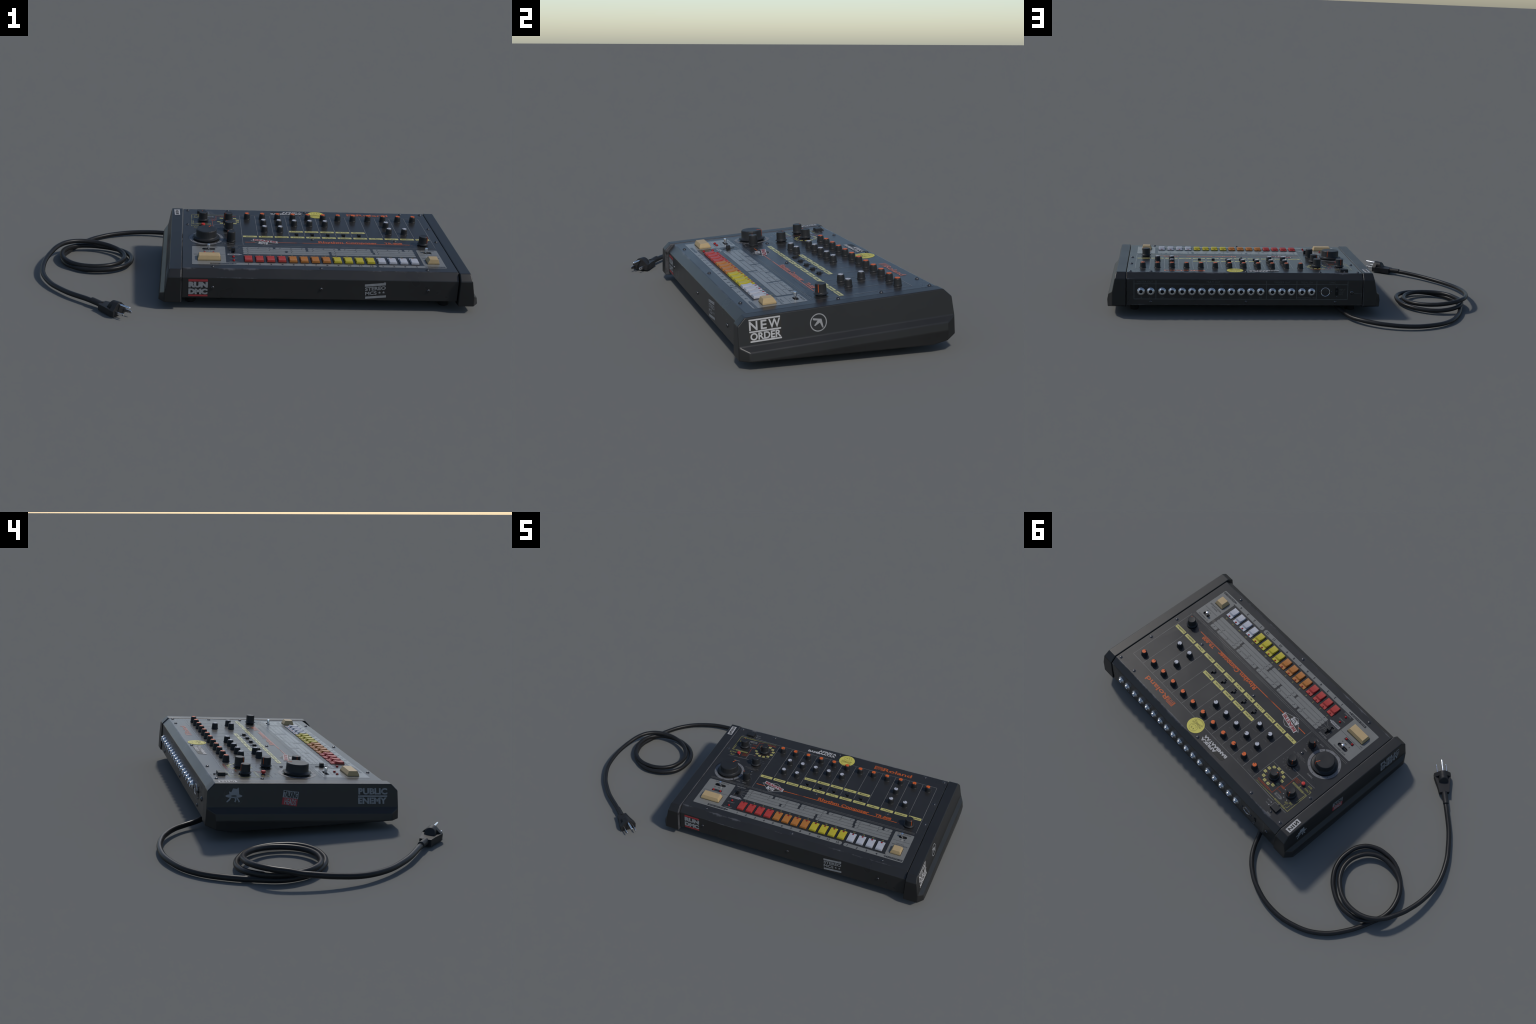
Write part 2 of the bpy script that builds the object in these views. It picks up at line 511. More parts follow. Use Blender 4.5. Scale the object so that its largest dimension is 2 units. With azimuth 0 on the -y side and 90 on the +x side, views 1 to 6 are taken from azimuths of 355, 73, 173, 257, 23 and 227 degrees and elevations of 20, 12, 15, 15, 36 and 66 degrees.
for x, y in [(0.8804, 0.3005), (0.7753, 0.3005), (0.8802, 0.1087), (0.8802, -0.0584), (0.2829, -0.3902), (-0.3092, 0.3005), (-0.3092, 0.1085),
             (-0.1076, 0.3005), (0.6790, -0.0580), (0.2830, -0.0577)]:
    halo.ring(x, y, 0.0060, random.uniform(0.0110, 0.0130), P_RUB, 0.0003, n=24)
halo.done('rubbed_paint')
for x, y in ((-0.2408, 0.2440), (-0.2392, 0.2950)):
    place_on_panel(repeat(small_screw, 'screw'), x, y, random.uniform(0, 1.5))
def place_front(ob, x, z):
    ob.matrix_local = Matrix.Translation(on_front(x, z)) @ Matrix.Rotation(radians(90), 4, 'X') @ Matrix.Rotation(random.uniform(0, 1.5), 4, 'Z')
def place_back(ob, x, z, spin=0.0, h=0.0):
    ob.matrix_local = Matrix.Translation(on_back(-x, z, h)) @ Matrix.Rotation(radians(-90) + BACK_LEAN, 4, 'X') @ Matrix.Rotation(spin, 4, 'Z')
for x in (-0.1965, 0.2824, 0.7630):
    place_front(repeat(SCREW, 'screw'), x, 0.0995)
for x, z in ((-0.185, 0.0808), (0.2845, 0.0812), (0.7751, 0.0803)):
    place_back(repeat(SCREW, 'screw'), x, z, random.uniform(0, 1.5))
place_back(repeat(screw_mesh(0.0105, 0.006), 'screw'), -0.2723, 0.1320, 0.4)
for x, z in ((-0.1005, 0.1348), (-0.1640, 0.1348)):
    place_back(repeat(small_screw, 'screw'), x, z, 0.7)
tiny = screw_mesh(0.0038, 0.003)
for x, z in ((-0.1918, 0.1605), (-0.1918, 0.1110)):
    place_back(repeat(tiny, 'screw'), x, z, 0.3)

# ------------------------------------------------------------------ small knobs
body = lathe([(0.0170, 0.0), (0.0170, 0.0016), (0.0158, 0.0026), (0.0152, 0.0050), (0.0142, 0.0225),
              (0.0137, 0.0248), (0.0117, 0.0270), (0.0104, 0.0273)], 36)
KNOB_SMALL = proto('knob', *body, KNOB, smooth=40)
def cap_geo(r, h0, h1, notch, depth, n=40):
    """disc with a slot cut in from the rim at angle 0"""
    a0 = math.asin(notch / r)
    pts = [(r - depth, notch), (r * cos(a0), notch)]
    pts += [(r * cos(a0 + (2 * pi - 2 * a0) * k / n), r * sin(a0 + (2 * pi - 2 * a0) * k / n)) for k in range(1, n)]
    pts += [(r * cos(a0), -notch), (r - depth, -notch)]
    m = len(pts)
    vs = [(x, y, h0) for x, y in pts] + [(x, y, h1) for x, y in pts]
    fs = [tuple(range(m, 2 * m)), tuple(reversed(range(m)))] + [(k, (k + 1) % m, m + (k + 1) % m, m + k) for k in range(m)]
    return vs, fs
cv, cf = cap_geo(0.0102, 0.0268, 0.0286, 0.0019, 0.0062)
CAP_ORANGE = proto('knob_cap', cv, cf, ORANGE_CAP, smooth=30)
CAP_GREY = proto('knob_cap', cv, cf, GREY_CAP, smooth=30)
def small_knob(x, y, cap, deg):
    k = repeat(KNOB_SMALL, 'knob')
    place_on_panel(k, x, y, radians(deg))
    repeat(cap, 'knob_cap', k)
def col_x(c):          # c = 1 .. 12
    return -0.0154 + 0.07588 * (c - 1)
LEVEL_Y, UP_Y, LOW_Y = 0.2010, 0.1180, 0.0345
from_v6 = lambda dx, dy: math.degrees(atan2(-0.73 * dx - 0.68 * dy, -0.68 * dx + 0.73 * dy))
LEVEL_DIR = {1: (0, 1), 2: (-.75, .65), 3: (.85, -.5), 4: (.8, -.6), 5: (1, -.15), 6: (1, .1), 7: (.9, .4),
             8: (.9, .5), 9: (.8, .6), 10: (.9, .5), 11: (.7, .7), 12: (.9, .3)}
for c in range(1, 13):
    small_knob(col_x(c), LEVEL_Y, CAP_ORANGE, from_v6(*LEVEL_DIR[c]))
for c, y, d in [(2, UP_Y, (-.1, 1)), (2, LOW_Y, (-1, .1)), (3, UP_Y, (-.9, .5)), (3, LOW_Y, (-.2, 1)), (4, UP_Y, (-.2, 1)),
                (5, UP_Y, (-1, .3)), (6, UP_Y, (-.3, 1)), (10, UP_Y, (-.8, -.6)), (10, LOW_Y, (-.3, -1)), (11, LOW_Y, (-.1, -1))]:
    small_knob(col_x(c), y, CAP_GREY, from_v6(*d))

# ------------------------------------------------------------------ large knobs
def fluted(profile, n, depth, j0, j1):
    vs, fs = lathe(profile, n)
    out = []
    for i, (x, y, z) in enumerate(vs):
        j, k = divmod(i, n)
        s = 1 - depth if (j0 <= j <= j1 and (k // 2) % 2) else 1
        out.append((x * s, y * s, z))
    return out, fs
def big_knob(name, profile, x, y, deg, line_r, line_len, top, side_r, side_z, width, flute=None):
    vs, fs = fluted(profile, *flute) if flute else lathe(profile, 48)
    ob = mesh_obj(name, vs, fs, KNOB, smooth=32)
    place_on_panel(ob, x, y, radians(deg))
    w = width / 2
    strip = []
    a = [(line_r - line_len, -w, top - 0.001), (line_r, -w, top - 0.001), (line_r, w, top - 0.001), (line_r - line_len, w, top - 0.001)]
    strip = (a + [(p[0], p[1], top + 0.0006) for p in a], [(4, 5, 6, 7), (0, 1, 5, 4), (1, 2, 6, 5), (2, 3, 7, 6), (3, 0, 4, 7)])
    r1, r2 = side_r
    z1, z2 = side_z
    b = [(r1 - .002, -w, z1), (r1 - .002, w, z1), (r2 - .002, w, z2), (r2 - .002, -w, z2)]
    side = (b + [(p[0] + 0.0026, p[1], p[2]) for p in b], [(4, 5, 6, 7), (0, 1, 5, 4), (1, 2, 6, 5), (2, 3, 7, 6), (3, 0, 4, 7)])
    V, F, _ = merge(strip, side)
    mesh_obj('pointer', V, F, POINTER, parent=ob)
    return ob
SEL = [(0.0205, 0.0), (0.0205, 0.0056), (0.0264, 0.0058), (0.0273, 0.0068), (0.0269, 0.0080), (0.0230, 0.0100),
       (0.0218, 0.0114), (0.0211, 0.0140), (0.0205, 0.0405), (0.0198, 0.0432), (0.0180, 0.0446), (0.0100, 0.0441)]
fl = (96, 0.022, 7, 8)
big_knob('volume_knob', SEL, 0.8071, -0.0972, from_v6(0.0, 1.0), 0.0180, 0.0045, 0.0445, (0.0210, 0.0205), (0.015, 0.0422), 0.0024, fl)
big_knob('rotary_selector', SEL, -0.1106, 0.1620, from_v6(0.95, -0.15), 0.0180, 0.0050, 0.0445, (0.0210, 0.0205), (0.015, 0.0422), 0.0024, fl)
big_knob('rotary_selector', SEL, -0.2325, 0.1640, from_v6(-0.5, -0.85), 0.0180, 0.0050, 0.0445, (0.0210, 0.0205), (0.015, 0.0422), 0.0024, fl)
big_knob('rotary_selector', SEL, -0.1110, 0.0448, from_v6(-0.1, -1), 0.0180, 0.0040, 0.0445, (0.0210, 0.0205), (0.015, 0.0422), 0.0024, fl)
FINE = [(0.0200, 0.0), (0.0212, 0.001), (0.0212, 0.005), (0.0200, 0.0065), (0.0188, 0.0440), (0.0181, 0.0470), (0.0168, 0.0486), (0.0100, 0.0484)]
big_knob('fine_tempo_knob', FINE, -0.1050, -0.0905, from_v6(0.35, -0.45), 0.0175, 0.0065, 0.0486, (0.0199, 0.0187), (0.008, 0.046), 0.0024, (96, 0.02, 3, 4))
TEMPO = [(0.0540, 0.0), (0.0540, 0.0062), (0.0606, 0.0066), (0.0616, 0.0078), (0.0610, 0.0092), (0.0520, 0.0122), (0.0496, 0.0138),
         (0.0482, 0.0165), (0.0474, 0.0425), (0.0466, 0.0460), (0.0444, 0.0480), (0.0405, 0.0483), (0.0200, 0.0474)]
tempo = big_knob('tempo_knob', TEMPO, -0.2205, -0.0640, from_v6(-1.0, -0.28), 0.0450, 0.020, 0.0482, (0.0480, 0.0471), (0.018, 0.0448), 0.0028, (144, 0.012, 8, 9))

# ------------------------------------------------------------------ push button, rocker, lamps
v, f = lathe([(0.0085, 0.0), (0.0085, 0.002), (0.0075, 0.003), (0.0060, 0.0035)], 24)
ob = mesh_obj('button_collar', v, f, SCREWM, smooth=40)
place_on_panel(ob, -0.2337, 0.0858)
v, f = lathe([(0.0062, 0.0), (0.0062, 0.0060), (0.0092, 0.0068), (0.0096, 0.0080), (0.0094, 0.0130), (0.0084, 0.0150), (0.0040, 0.0156)], 28)
ob = mesh_obj('push_button', v, f, RED_BTN, smooth=40)
place_on_panel(ob, -0.2337, 0.0858)

v, f = box_geo(-0.0215, 0.0215, -0.0165, 0.0165, -0.001, 0.0132, 0.0012)
ob = mesh_obj('power_switch', v, f, KNOB)
bevel(ob, 0.0012)
place_on_panel(ob, -0.2402, 0.2685)

v, f = lathe([(0.0058, 0.0), (0.0058, 0.0022), (0.0049, 0.0044), (0.0032, 0.0058), (0.0012, 0.0063)], 20)
LAMP = proto('lamp', v, f, LED, smooth=60)
for x, y in ((-0.1912, -0.2402), (-0.2310, -0.2399), (-0.1016, -0.2815), (-0.1011, -0.3218)):
    place_on_panel(repeat(LAMP, 'lamp'), x, y)

# ------------------------------------------------------------------ toggle levers and slide switches
v, f = lathe([(0.0056, -0.006), (0.0060, 0.008), (0.0064, 0.0228), (0.0058, 0.0245), (0.0034, 0.0252)], 24)
LEVER = proto('toggle_lever', v, f, CHROME, smooth=45)
for (x, y), lean in (((-0.2112, -0.1945), 0.0), ((0.8000, -0.1940), 0.05)):
    ob = repeat(LEVER, 'toggle_lever')
    ob.matrix_local = Matrix.Translation(on_panel(x, y)) @ PANEL_ROT @ Matrix.Rotation(lean, 4, 'Y')
v, f, _ = merge(box_geo(-0.0086, 0.0086, -0.0082, 0.0082, 0.0006, 0.0085, 0.0010),
                box_geo(-0.0040, 0.0040, -0.0045, 0.0045, -0.0060, 0.0010))
SLIDER = proto('slide_switch', v, f, KNOB, bev=0.0010)
for x in SWITCH_X:
    place_on_panel(repeat(SLIDER, 'slide_switch'), x, 0.0010)
v, f, _ = merge(box_geo(-0.0090, 0.0090, -0.0095, 0.0095, 0.0010, 0.0165, 0.0016),
                box_geo(-0.0050, 0.0050, -0.0060, 0.0060, -0.0060, 0.0015))
ob = mesh_obj('slide_switch', v, f, KNOB)
bevel(ob, 0.0012)
place_on_panel(ob, -0.0990, -0.2100)

# ------------------------------------------------------------------ step keys
def key_geo():
    """side profile (along y) swept in x with a waisted, dished top"""
    prof = [(0.0310, -0.001), (0.0310, 0.0030), (0.0302, 0.0038), (0.0148, 0.0038), (0.0136, 0.0044), (0.0096, 0.0112),
            (0.0082, 0.0121), (0.0050, 0.0117), (-0.0050, 0.0096), (-0.0150, 0.0091), (-0.0240, 0.0095),
            (-0.0288, 0.0105), (-0.0304, 0.0093), (-0.0318, 0.0040), (-0.0324, -0.001)]
    xs = [-0.0183, -0.0179, -0.0168, -0.0080, 0.0, 0.0080, 0.0168, 0.0179, 0.0183]
    drop = [0.0020, 0.0008, 0.0, 0.0, 0.0, 0.0, 0.0, 0.0008, 0.0020]
    vs, fs = [], []
    n = len(prof)
    for x, dz in zip(xs, drop):
        for y, z in prof:
            taper = 1.0 - 17.0 * max(0.0, z - 0.0038)      # the raised cap narrows upwards
            vs.append((x * taper, y, z - (dz if z > 0.002 else 0)))
    for j in range(len(xs) - 1):
        for k in range(n - 1):
            fs.append((j * n + k, j * n + k + 1, (j + 1) * n + k + 1, (j + 1) * n + k))
    fs.append(tuple(range(n)))
    fs.append(tuple(reversed([(len(xs) - 1) * n + k for k in range(n)])))
    return vs, fs
kv, kf = key_geo()
KEYS = [proto('step_key', kv, kf, m, smooth=32) for m in (RED_KEY, ORANGE_KEY, YELLOW_KEY, WHITE_KEY)]
v, f, m_ = merge(lathe([(0.0053, 0.0016), (0.0053, 0.0041)], 18), lathe([(0.0041, 0.0026), (0.0041, 0.0044), (0.0030, 0.0052), (0.0010, 0.0055)], 18))
KEY_LAMP = proto('key_lamp', v, f, [DARK, LED], m_, smooth=50)
STEP = 0.05043
def step_x(k):
    return -0.0351 + STEP * k
for k in range(16):
    key = repeat(KEYS[k // 4], 'step_key')
    place_on_panel(key, step_x(k), -0.3003, h=random.uniform(-0.0004, 0.0003))
    lamp = repeat(KEY_LAMP, 'key_lamp', key)
    lamp.location = (0, 0.0248, 0)

# tap keys: chunky bevelled blocks
def tap_key(x0, x1, y0, y1, tx0, tx1, ty0, ty1, h):
    ox, oy = (x0 + x1) / 2, (y0 + y1) / 2
    base = [(x0, y0), (x1, y0), (x1, y1), (x0, y1)]
    top = [(tx0, ty0), (tx1, ty0), (tx1, ty1), (tx0, ty1)]
    vs = [(a - ox, b - oy, z) for pts, z in ((base, -0.001), (base, 0.006), (top, h)) for a, b in pts]
    fs = [(3, 2, 1, 0), (8, 9, 10, 11)]
    for j in (0, 4):
        for k in range(4):
            fs.append((j + k, j + (k + 1) % 4, j + 4 + (k + 1) % 4, j + 4 + k))
    ob = mesh_obj('tap_key', vs, fs, BEIGE_KEY)
    bevel(ob, 0.0011, 2, angle=8)
    place_on_panel(ob, ox, oy)
tap_key(-0.2625, -0.1605, -0.3280, -0.2750, -0.2565, -0.1660, -0.3212, -0.2832, 0.0220)
tap_key(0.7795, 0.8325, -0.3265, -0.2745, 0.7885, 0.8275, -0.3215, -0.2838, 0.0225)

# ------------------------------------------------------------------ panel print
def break_rows(edges, x0, x1, gap):
    xs = [x0] + [v for e in edges for v in (e - gap / 2, e + gap / 2)] + [x1]
    return list(zip(xs[::2], xs[1::2]))
grey = Build(on_panel)
GH = 0.0004
# fields are built in two halves round the toggle slot
def field(x0, x1, y0, y1, slot, corner):
    cx, cy, half = slot
    r = 0.0098
    p = pill(cx, cy, half, r)
    upper = [(x0, cy), (cx - half, cy)] + [(cx - (half - r) + r * cos(radians(180 - 22.5 * k)), cy + r * sin(radians(180 - 22.5 * k))) for k in range(1, 5)]
    upper += [(cx + (half - r) + r * cos(radians(90 - 22.5 * k)), cy + r * sin(radians(90 - 22.5 * k))) for k in range(0, 5)]
    upper += [(x1, cy), (x1, y1 - corner), (x1 - corner, y1), (x0 + corner, y1), (x0, y1 - corner)]
    lower = [(x0, cy), (cx - half, cy)] + [(cx - (half - r) + r * cos(radians(180 + 22.5 * k)), cy + r * sin(radians(180 + 22.5 * k))) for k in range(1, 5)]
    lower += [(cx + (half - r) + r * cos(radians(270 + 22.5 * k)), cy + r * sin(radians(270 + 22.5 * k))) for k in range(0, 5)]
    lower += [(x1, cy), (x1, y0), (x0, y0)]
    grey.poly(upper, P_GREY, GH)
    grey.poly(lower[::-1], P_GREY, GH)
field(-0.2873, -0.1360, -0.3450, -0.1640, TOGGLES[0], 0.004)
# front strips with step numbers, bevelled where they meet
grey.poly([(-0.2873, -0.3449), (-0.2873, -0.3660), (-0.2843, -0.3690), (0.5330, -0.3690), (0.5390, -0.3630), (0.5390, -0.3510), (0.5330, -0.3449)], P_GREY, GH)
grey.poly([(0.5560, -0.3449), (0.5490, -0.3510), (0.5490, -0.3630), (0.5540, -0.3690), (0.8550, -0.3690), (0.8580, -0.3660), (0.8580, -0.3449)], P_GREY, GH)
# right field
field(0.7590, 0.8580, -0.3380, -0.1645, TOGGLES[1], 0.004)
grey.poly([(0.7590, -0.3380), (0.7660, -0.3448), (0.8580, -0.3448), (0.8580, -0.3380)], P_GREY, GH)
grey.done('control_fields')

bars = Build(on_panel)
rows = [(-0.1835, -0.1640, [0.0915, 0.2424, 0.3950, 0.5470, 0.6970], 1), (-0.2045, -0.1850, [0.2424, 0.5470], 2),
        (-0.2253, -0.2060, [0.1450, 0.3470, 0.5510], 4), (-0.2468, -0.2268, [0.3470], 8)]
notes = Build(on_panel)
for y0, y1, br, every in rows:
    for a, b in break_rows(br, -0.0545, 0.7430, 0.0110):
        bars.rect(a, b, y0, y1, P_GREY, GH, 0.0055)
    for k in range(0, 16, every):
        x, y = step_x(k) + 0.003, (y0 + y1) / 2
        notes.disc(x - 0.0020, y - 0.0040, 0.0026, P_BLACK, 0.0008, 10, 0.75)
        notes.line([(x, y - 0.0035), (x + 0.0005, y + 0.0060)], 0.0011, P_BLACK, 0.0008)
        if every < 8:
            notes.line([(x + 0.0005, y + 0.0058), (x + 0.0042, y + 0.0042), (x + 0.0050, y + 0.0015)], 0.0011, P_BLACK, 0.0008)
bars.done('step_scale_bars')
# faint bracket strokes joining notes of a triplet row
for x0 in (0.0, 0.151, 0.303, 0.454, 0.605):
    notes.line([(x0 - 0.02, -0.1805), (x0 + 0.06, -0.1805)], 0.0012, P_FAINT, 0.0007)
for k in range(16):
    notes.label(str(k + 1 if k < 12 else k - 11), step_x(k) - (0.002 if k < 15 else 0), -0.3572, 0.0138, P_BLACK, bold=0.035)
notes.label('A', -0.1875, -0.2175, 0.0075, P_BLACK)
notes.label('AB', -0.2100, -0.2175, 0.0075, P_BLACK)
notes.label('B', -0.2330, -0.2175, 0.0075, P_BLACK)
notes.text('BASIC VARIATION', -0.2488, -0.1720, -0.1765, -0.1690, P_BLACK)
notes.line([(-0.2809, -0.2535), (-0.1389, -0.2540)], 0.0014, P_BLACK)
notes.rect(-0.2391, -0.1820, -0.2482, -0.2318, P_BLACK)
notes.poly([(-0.2075, -0.3505), (-0.2075, -0.3628), (-0.1040, -0.3628), (-0.1040, -0.3595), (-0.0985, -0.3595), (-0.0985, -0.3620), (-0.0880, -0.3567), (-0.0985, -0.3514), (-0.0985, -0.3539), (-0.1040, -0.3539), (-0.1040, -0.3505)], P_BLACK)
notes.text('BASIC RHYTHM', -0.2000, -0.1120, -0.3605, -0.3528, P_GREY, 0.0010)
notes.text('I/F  VARIATION', 0.7734, 0.8418, -0.1770, -0.1690, P_BLACK)
notes.label('A', 0.8000, -0.2140, 0.0075, P_BLACK)
notes.label('B', 0.8215, -0.2140, 0.0075, P_BLACK)
notes.line([(0.7633, -0.2270), (0.8531, -0.2267)], 0.0014, P_BLACK)
notes.text('MANUAL PLAY', 0.7860, 0.8290, -0.2500, -0.2440, P_BLACK)
notes.text('INTRO SET / FILL IN TRIGGER', 0.7700, 0.8480, -0.2620, -0.2560, P_BLACK)
notes.line([(0.7647, -0.2545), (0.8544, -0.2540)], 0.0010, P_BLACK)
notes.poly([(0.8537, -0.3505), (0.8537, -0.3625), (0.7720, -0.3625), (0.7720, -0.3600), (0.7670, -0.3600), (0.7670, -0.3630), (0.7569, -0.3570), (0.7670, -0.3510), (0.7670, -0.3540), (0.7720, -0.3540), (0.7720, -0.3505)], P_BLACK)
notes.text('INTRO/FILL IN', 0.7760, 0.8500, -0.3603, -0.3528, P_GREY, 0.0010)
notes.label('STOP', -0.2700, -0.2640, 0.0050, P_BLACK)
notes.done('printed_notation')

lines = Build(on_panel)
W = 0.0026
# frames
lines.line([(-0.2035, 0.2482), (0.0, 0.2440), (0.8582, 0.2405)], W, P_LINE)
lines.line([(-0.2888, 0.2481), (-0.2153, 0.2480)], W, P_LINE)
lines.line([(0.8582, 0.2405), (0.8582, -0.1400)], W, P_LINE)
for k in range(12):
    x = -0.0500 + 0.0757 * k
    lines.line([(x, 0.2380), (x, -0.1400 if k == 0 else -0.0180)], W, P_LINE)
lines.line([(-0.2887, -0.1440), (0.8540, -0.1440)], 0.0018, P_LINE)
lines.line([(-0.2887, -0.1515), (0.8540, -0.1515)], 0.0018, P_LINE)
lines.line([(-0.0513, 0.1120), (-0.1811, 0.1089), (-0.1833, 0.0628)], W, P_LINE)
lines.line([(-0.2840, 0.0581), (-0.1400, 0.0650)], W, P_LINE)
lines.line([(-0.2040, 0.2754), (-0.2150, 0.2754), (-0.2150, 0.2510)], 0.0016, P_LINE)
# scale switch leads
for y, yk in ((-0.1740, -0.1950), (-0.1950, -0.2035), (-0.2155, -0.2125), (-0.2368, -0.2210)):
    lines.line([(-0.0560, y), (-0.0680, (y * 0.7 + yk * 0.3)), (-0.0760, yk), (-0.0900, yk)], 0.0016, P_LINE)
lines.line([(-0.0930, -0.1770), (-0.1140, -0.1790), (-0.1140, -0.2380), (-0.0930, -0.2380)], 0.0012, P_LINE)
for x in SWITCH_X:
    lines.line([(x + 0.0100, -0.0160), (x - 0.0095, -0.0160), (x - 0.0095, 0.0210), (x + 0.0095, 0.0210), (x + 0.0095, -0.0160)], 0.0010, P_FAINT)
# thin wells round the step keys
for k in range(16):
    x = step_x(k)
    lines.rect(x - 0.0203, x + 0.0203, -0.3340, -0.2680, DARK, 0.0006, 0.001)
lines.rect(-0.2645, -0.1585, -0.3300, -0.2730, DARK, 0.0006, 0.002)
lines.rect(0.7775, 0.8345, -0.3280, -0.2725, DARK, 0.0006, 0.002)
lines.done('printed_frames')

text = Build(on_panel)
for c in range(1, 13):
    text.label('LEVEL', col_x(c) + 0.001, 0.2325, 0.0060, P_FAINT, width=0.0260)
for c, y, s in [(2, UP_Y, 'TONE'), (2, LOW_Y, 'DECAY'), (3, UP_Y, 'TONE'), (3, LOW_Y, 'SNAPPY'), (4, UP_Y, 'TUNING'), (5, UP_Y, 'TUNING'),
                (6, UP_Y, 'TUNING'), (10, UP_Y, 'TONE'), (10, LOW_Y, 'DECAY'), (11, LOW_Y, 'DECAY')]:
    text.label(s, col_x(c), y + 0.0330, 0.0060, P_FAINT, width=0.0048 * len(s) + 0.002)
def dots(x, y, r, size, mat, a0=-50, a1=230, n=11):
    for k in range(n):
        t = radians(a0 + (a1 - a0) * k / (n - 1))
        text.line([(x + r * cos(t), y + r * sin(t)), (x + (r + size) * cos(t), y + (r + size) * sin(t))], 0.0011, mat)
for c in range(1, 13):
    dots(col_x(c), LEVEL_Y, 0.0185, 0.0035, P_FAINT)
for c, y in [(2, UP_Y), (2, LOW_Y), (3, UP_Y), (3, LOW_Y), (4, UP_Y), (5, UP_Y), (6, UP_Y), (10, UP_Y), (10, LOW_Y), (11, LOW_Y)]:
    dots(col_x(c), y, 0.0185, 0.0035, P_FAINT)
dots(0.8071, -0.0972, 0.0310, 0.0045, P_FAINT)
dots(-0.1050, -0.0905, 0.0235, 0.0040, P_CLEAR)
for k in range(12):                      # auto fill selector: dots and figures
    t = radians(-45 + 24 * k)
    text.disc(-0.1110 + 0.0335 * cos(t), 0.0448 + 0.0335 * sin(t), 0.0016, P_LINE, n=8)
    if 2 < k < 10:
        text.disc(-0.1110 + 0.0430 * cos(t), 0.0448 + 0.0430 * sin(t), 0.0024, P_FAINT, n=8)
text.text('TEMPO', -0.2389, -0.2034, 0.0270, 0.0345, P_CLEAR, bold=0.015)
text.text('SLOW', -0.1500, -0.1280, -0.1275, -0.1205, P_CLEAR, bold=0.015)
text.text('FAST', -0.1130, -0.0930, -0.1300, -0.1235, P_CLEAR, bold=0.015)
text.text('FINE', -0.1150, -0.0950, -0.0500, -0.0440, P_CLEAR, bold=0.015)
text.text('AUTO FILL IN', -0.1560, -0.0760, -0.0020, 0.0050, P_LINE)
text.text('MEASURES', -0.1420, -0.0900, -0.0100, -0.0040, P_LINE)
text.text('PRE-SCALE', -0.1261, -0.0768, -0.1705, -0.1625, P_CLEAR, bold=0.015)
text.text('POWER', -0.2523, -0.2268, 0.3060, 0.3130, P_CLEAR, bold=0.015)
text.text('ON', -0.1990, -0.1860, 0.2755, 0.2810, P_CLEAR, bold=0.015)
text.text('OFF', -0.1990, -0.1800, 0.2590, 0.2645, P_CLEAR, bold=0.015)
text.disc(-0.2037, 0.2616, 0.0030, P_WHITE)
text.disc(-0.2049, 0.2783, 0.0030, P_WHITE)
text.text('1st PART', -0.1187, -0.0814, -0.3000, -0.2935, P_CLEAR, bold=0.015)
text.text('2nd PART', -0.1214, -0.0787, -0.3395, -0.3330, P_CLEAR, bold=0.015)
text.poly([(-0.1268, -0.2456), (-0.1268, -0.2614), (-0.0715, -0.2614), (-0.0715, -0.2562), (-0.0680, -0.2562), (-0.0680, -0.2585), (-0.0592, -0.2535), (-0.0680, -0.2485), (-0.0680, -0.2508), (-0.0715, -0.2508), (-0.0715, -0.2456)], P_WHITE)
text.text('STEP NO.', -0.1210, -0.0740, -0.2580, -0.2495, P_BLACK, 0.0010)
for k in range(16):
    text.label(str(k + 1), step_x(k) + 0.0005, -0.2573, 0.0090, P_YELLOW2, bold=0.02)
# big lettering
text.line([(-0.0396, -0.1056), (0.2050, -0.1040)], 0.0040, P_ORANGE)
text.line([(0.1950, -0.1040), (0.2350, -0.1037)], 0.0022, P_BRICK)
text.line([(0.2300, -0.1037), (0.7437, -0.1030)], 0.0040, P_ORANGE)
text.line([(0.7520, -0.1040), (0.7580, -0.1042)], 0.0025, P_BRICK)
text.text('Rhythm', 0.3080, 0.4260, -0.1080, -0.0785, P_ORANGE, bold=0.03)
text.text('Composer', 0.4390, 0.5900, -0.1080, -0.0785, P_ORANGE, bold=0.03)
text.text('TR-808', 0.6240, 0.7100, -0.0990, -0.0800, P_ORANGE, bold=0.03)
text.text('Computer Controlled', 0.5431, 0.7050, -0.1235, -0.1125, P_GHOST)
text.text('MASTER VOLUME', 0.7800, 0.8500, -0.1390, -0.1310, P_GHOST)
text.text('Roland', 0.5480, 0.7080, 0.2630, 0.2890, P_ORANGE, bold=0.02)
# square spiral emblem left of the maker's lettering
ex, ey = 0.4985, 0.2620
for d in (0.0, 0.0050, 0.0100):
    text.line([(ex + d * 0.6, ey), (ex + d * 0.6, ey + 0.0275 - d), (ex + 0.040 - d, ey + 0.0275 - d), (ex + 0.046 - d, ey + 0.0215 - d * 0.6),
               (ex + 0.043 - d, ey + 0.0150), (ex + 0.047 - d, ey + 0.0080), (ex + 0.047 - d, ey)], 0.0024, P_ORANGE)
text.line([(ex + 0.012, ey), (ex + 0.012, ey + 0.0110), (ex + 0.030, ey + 0.0110)], 0.0024, P_ORANGE)
text.line([(ex + 0.018, ey + 0.0045), (ex + 0.030, ey + 0.0045)], 0.0024, P_ORANGE)
text.done('printed_lettering')

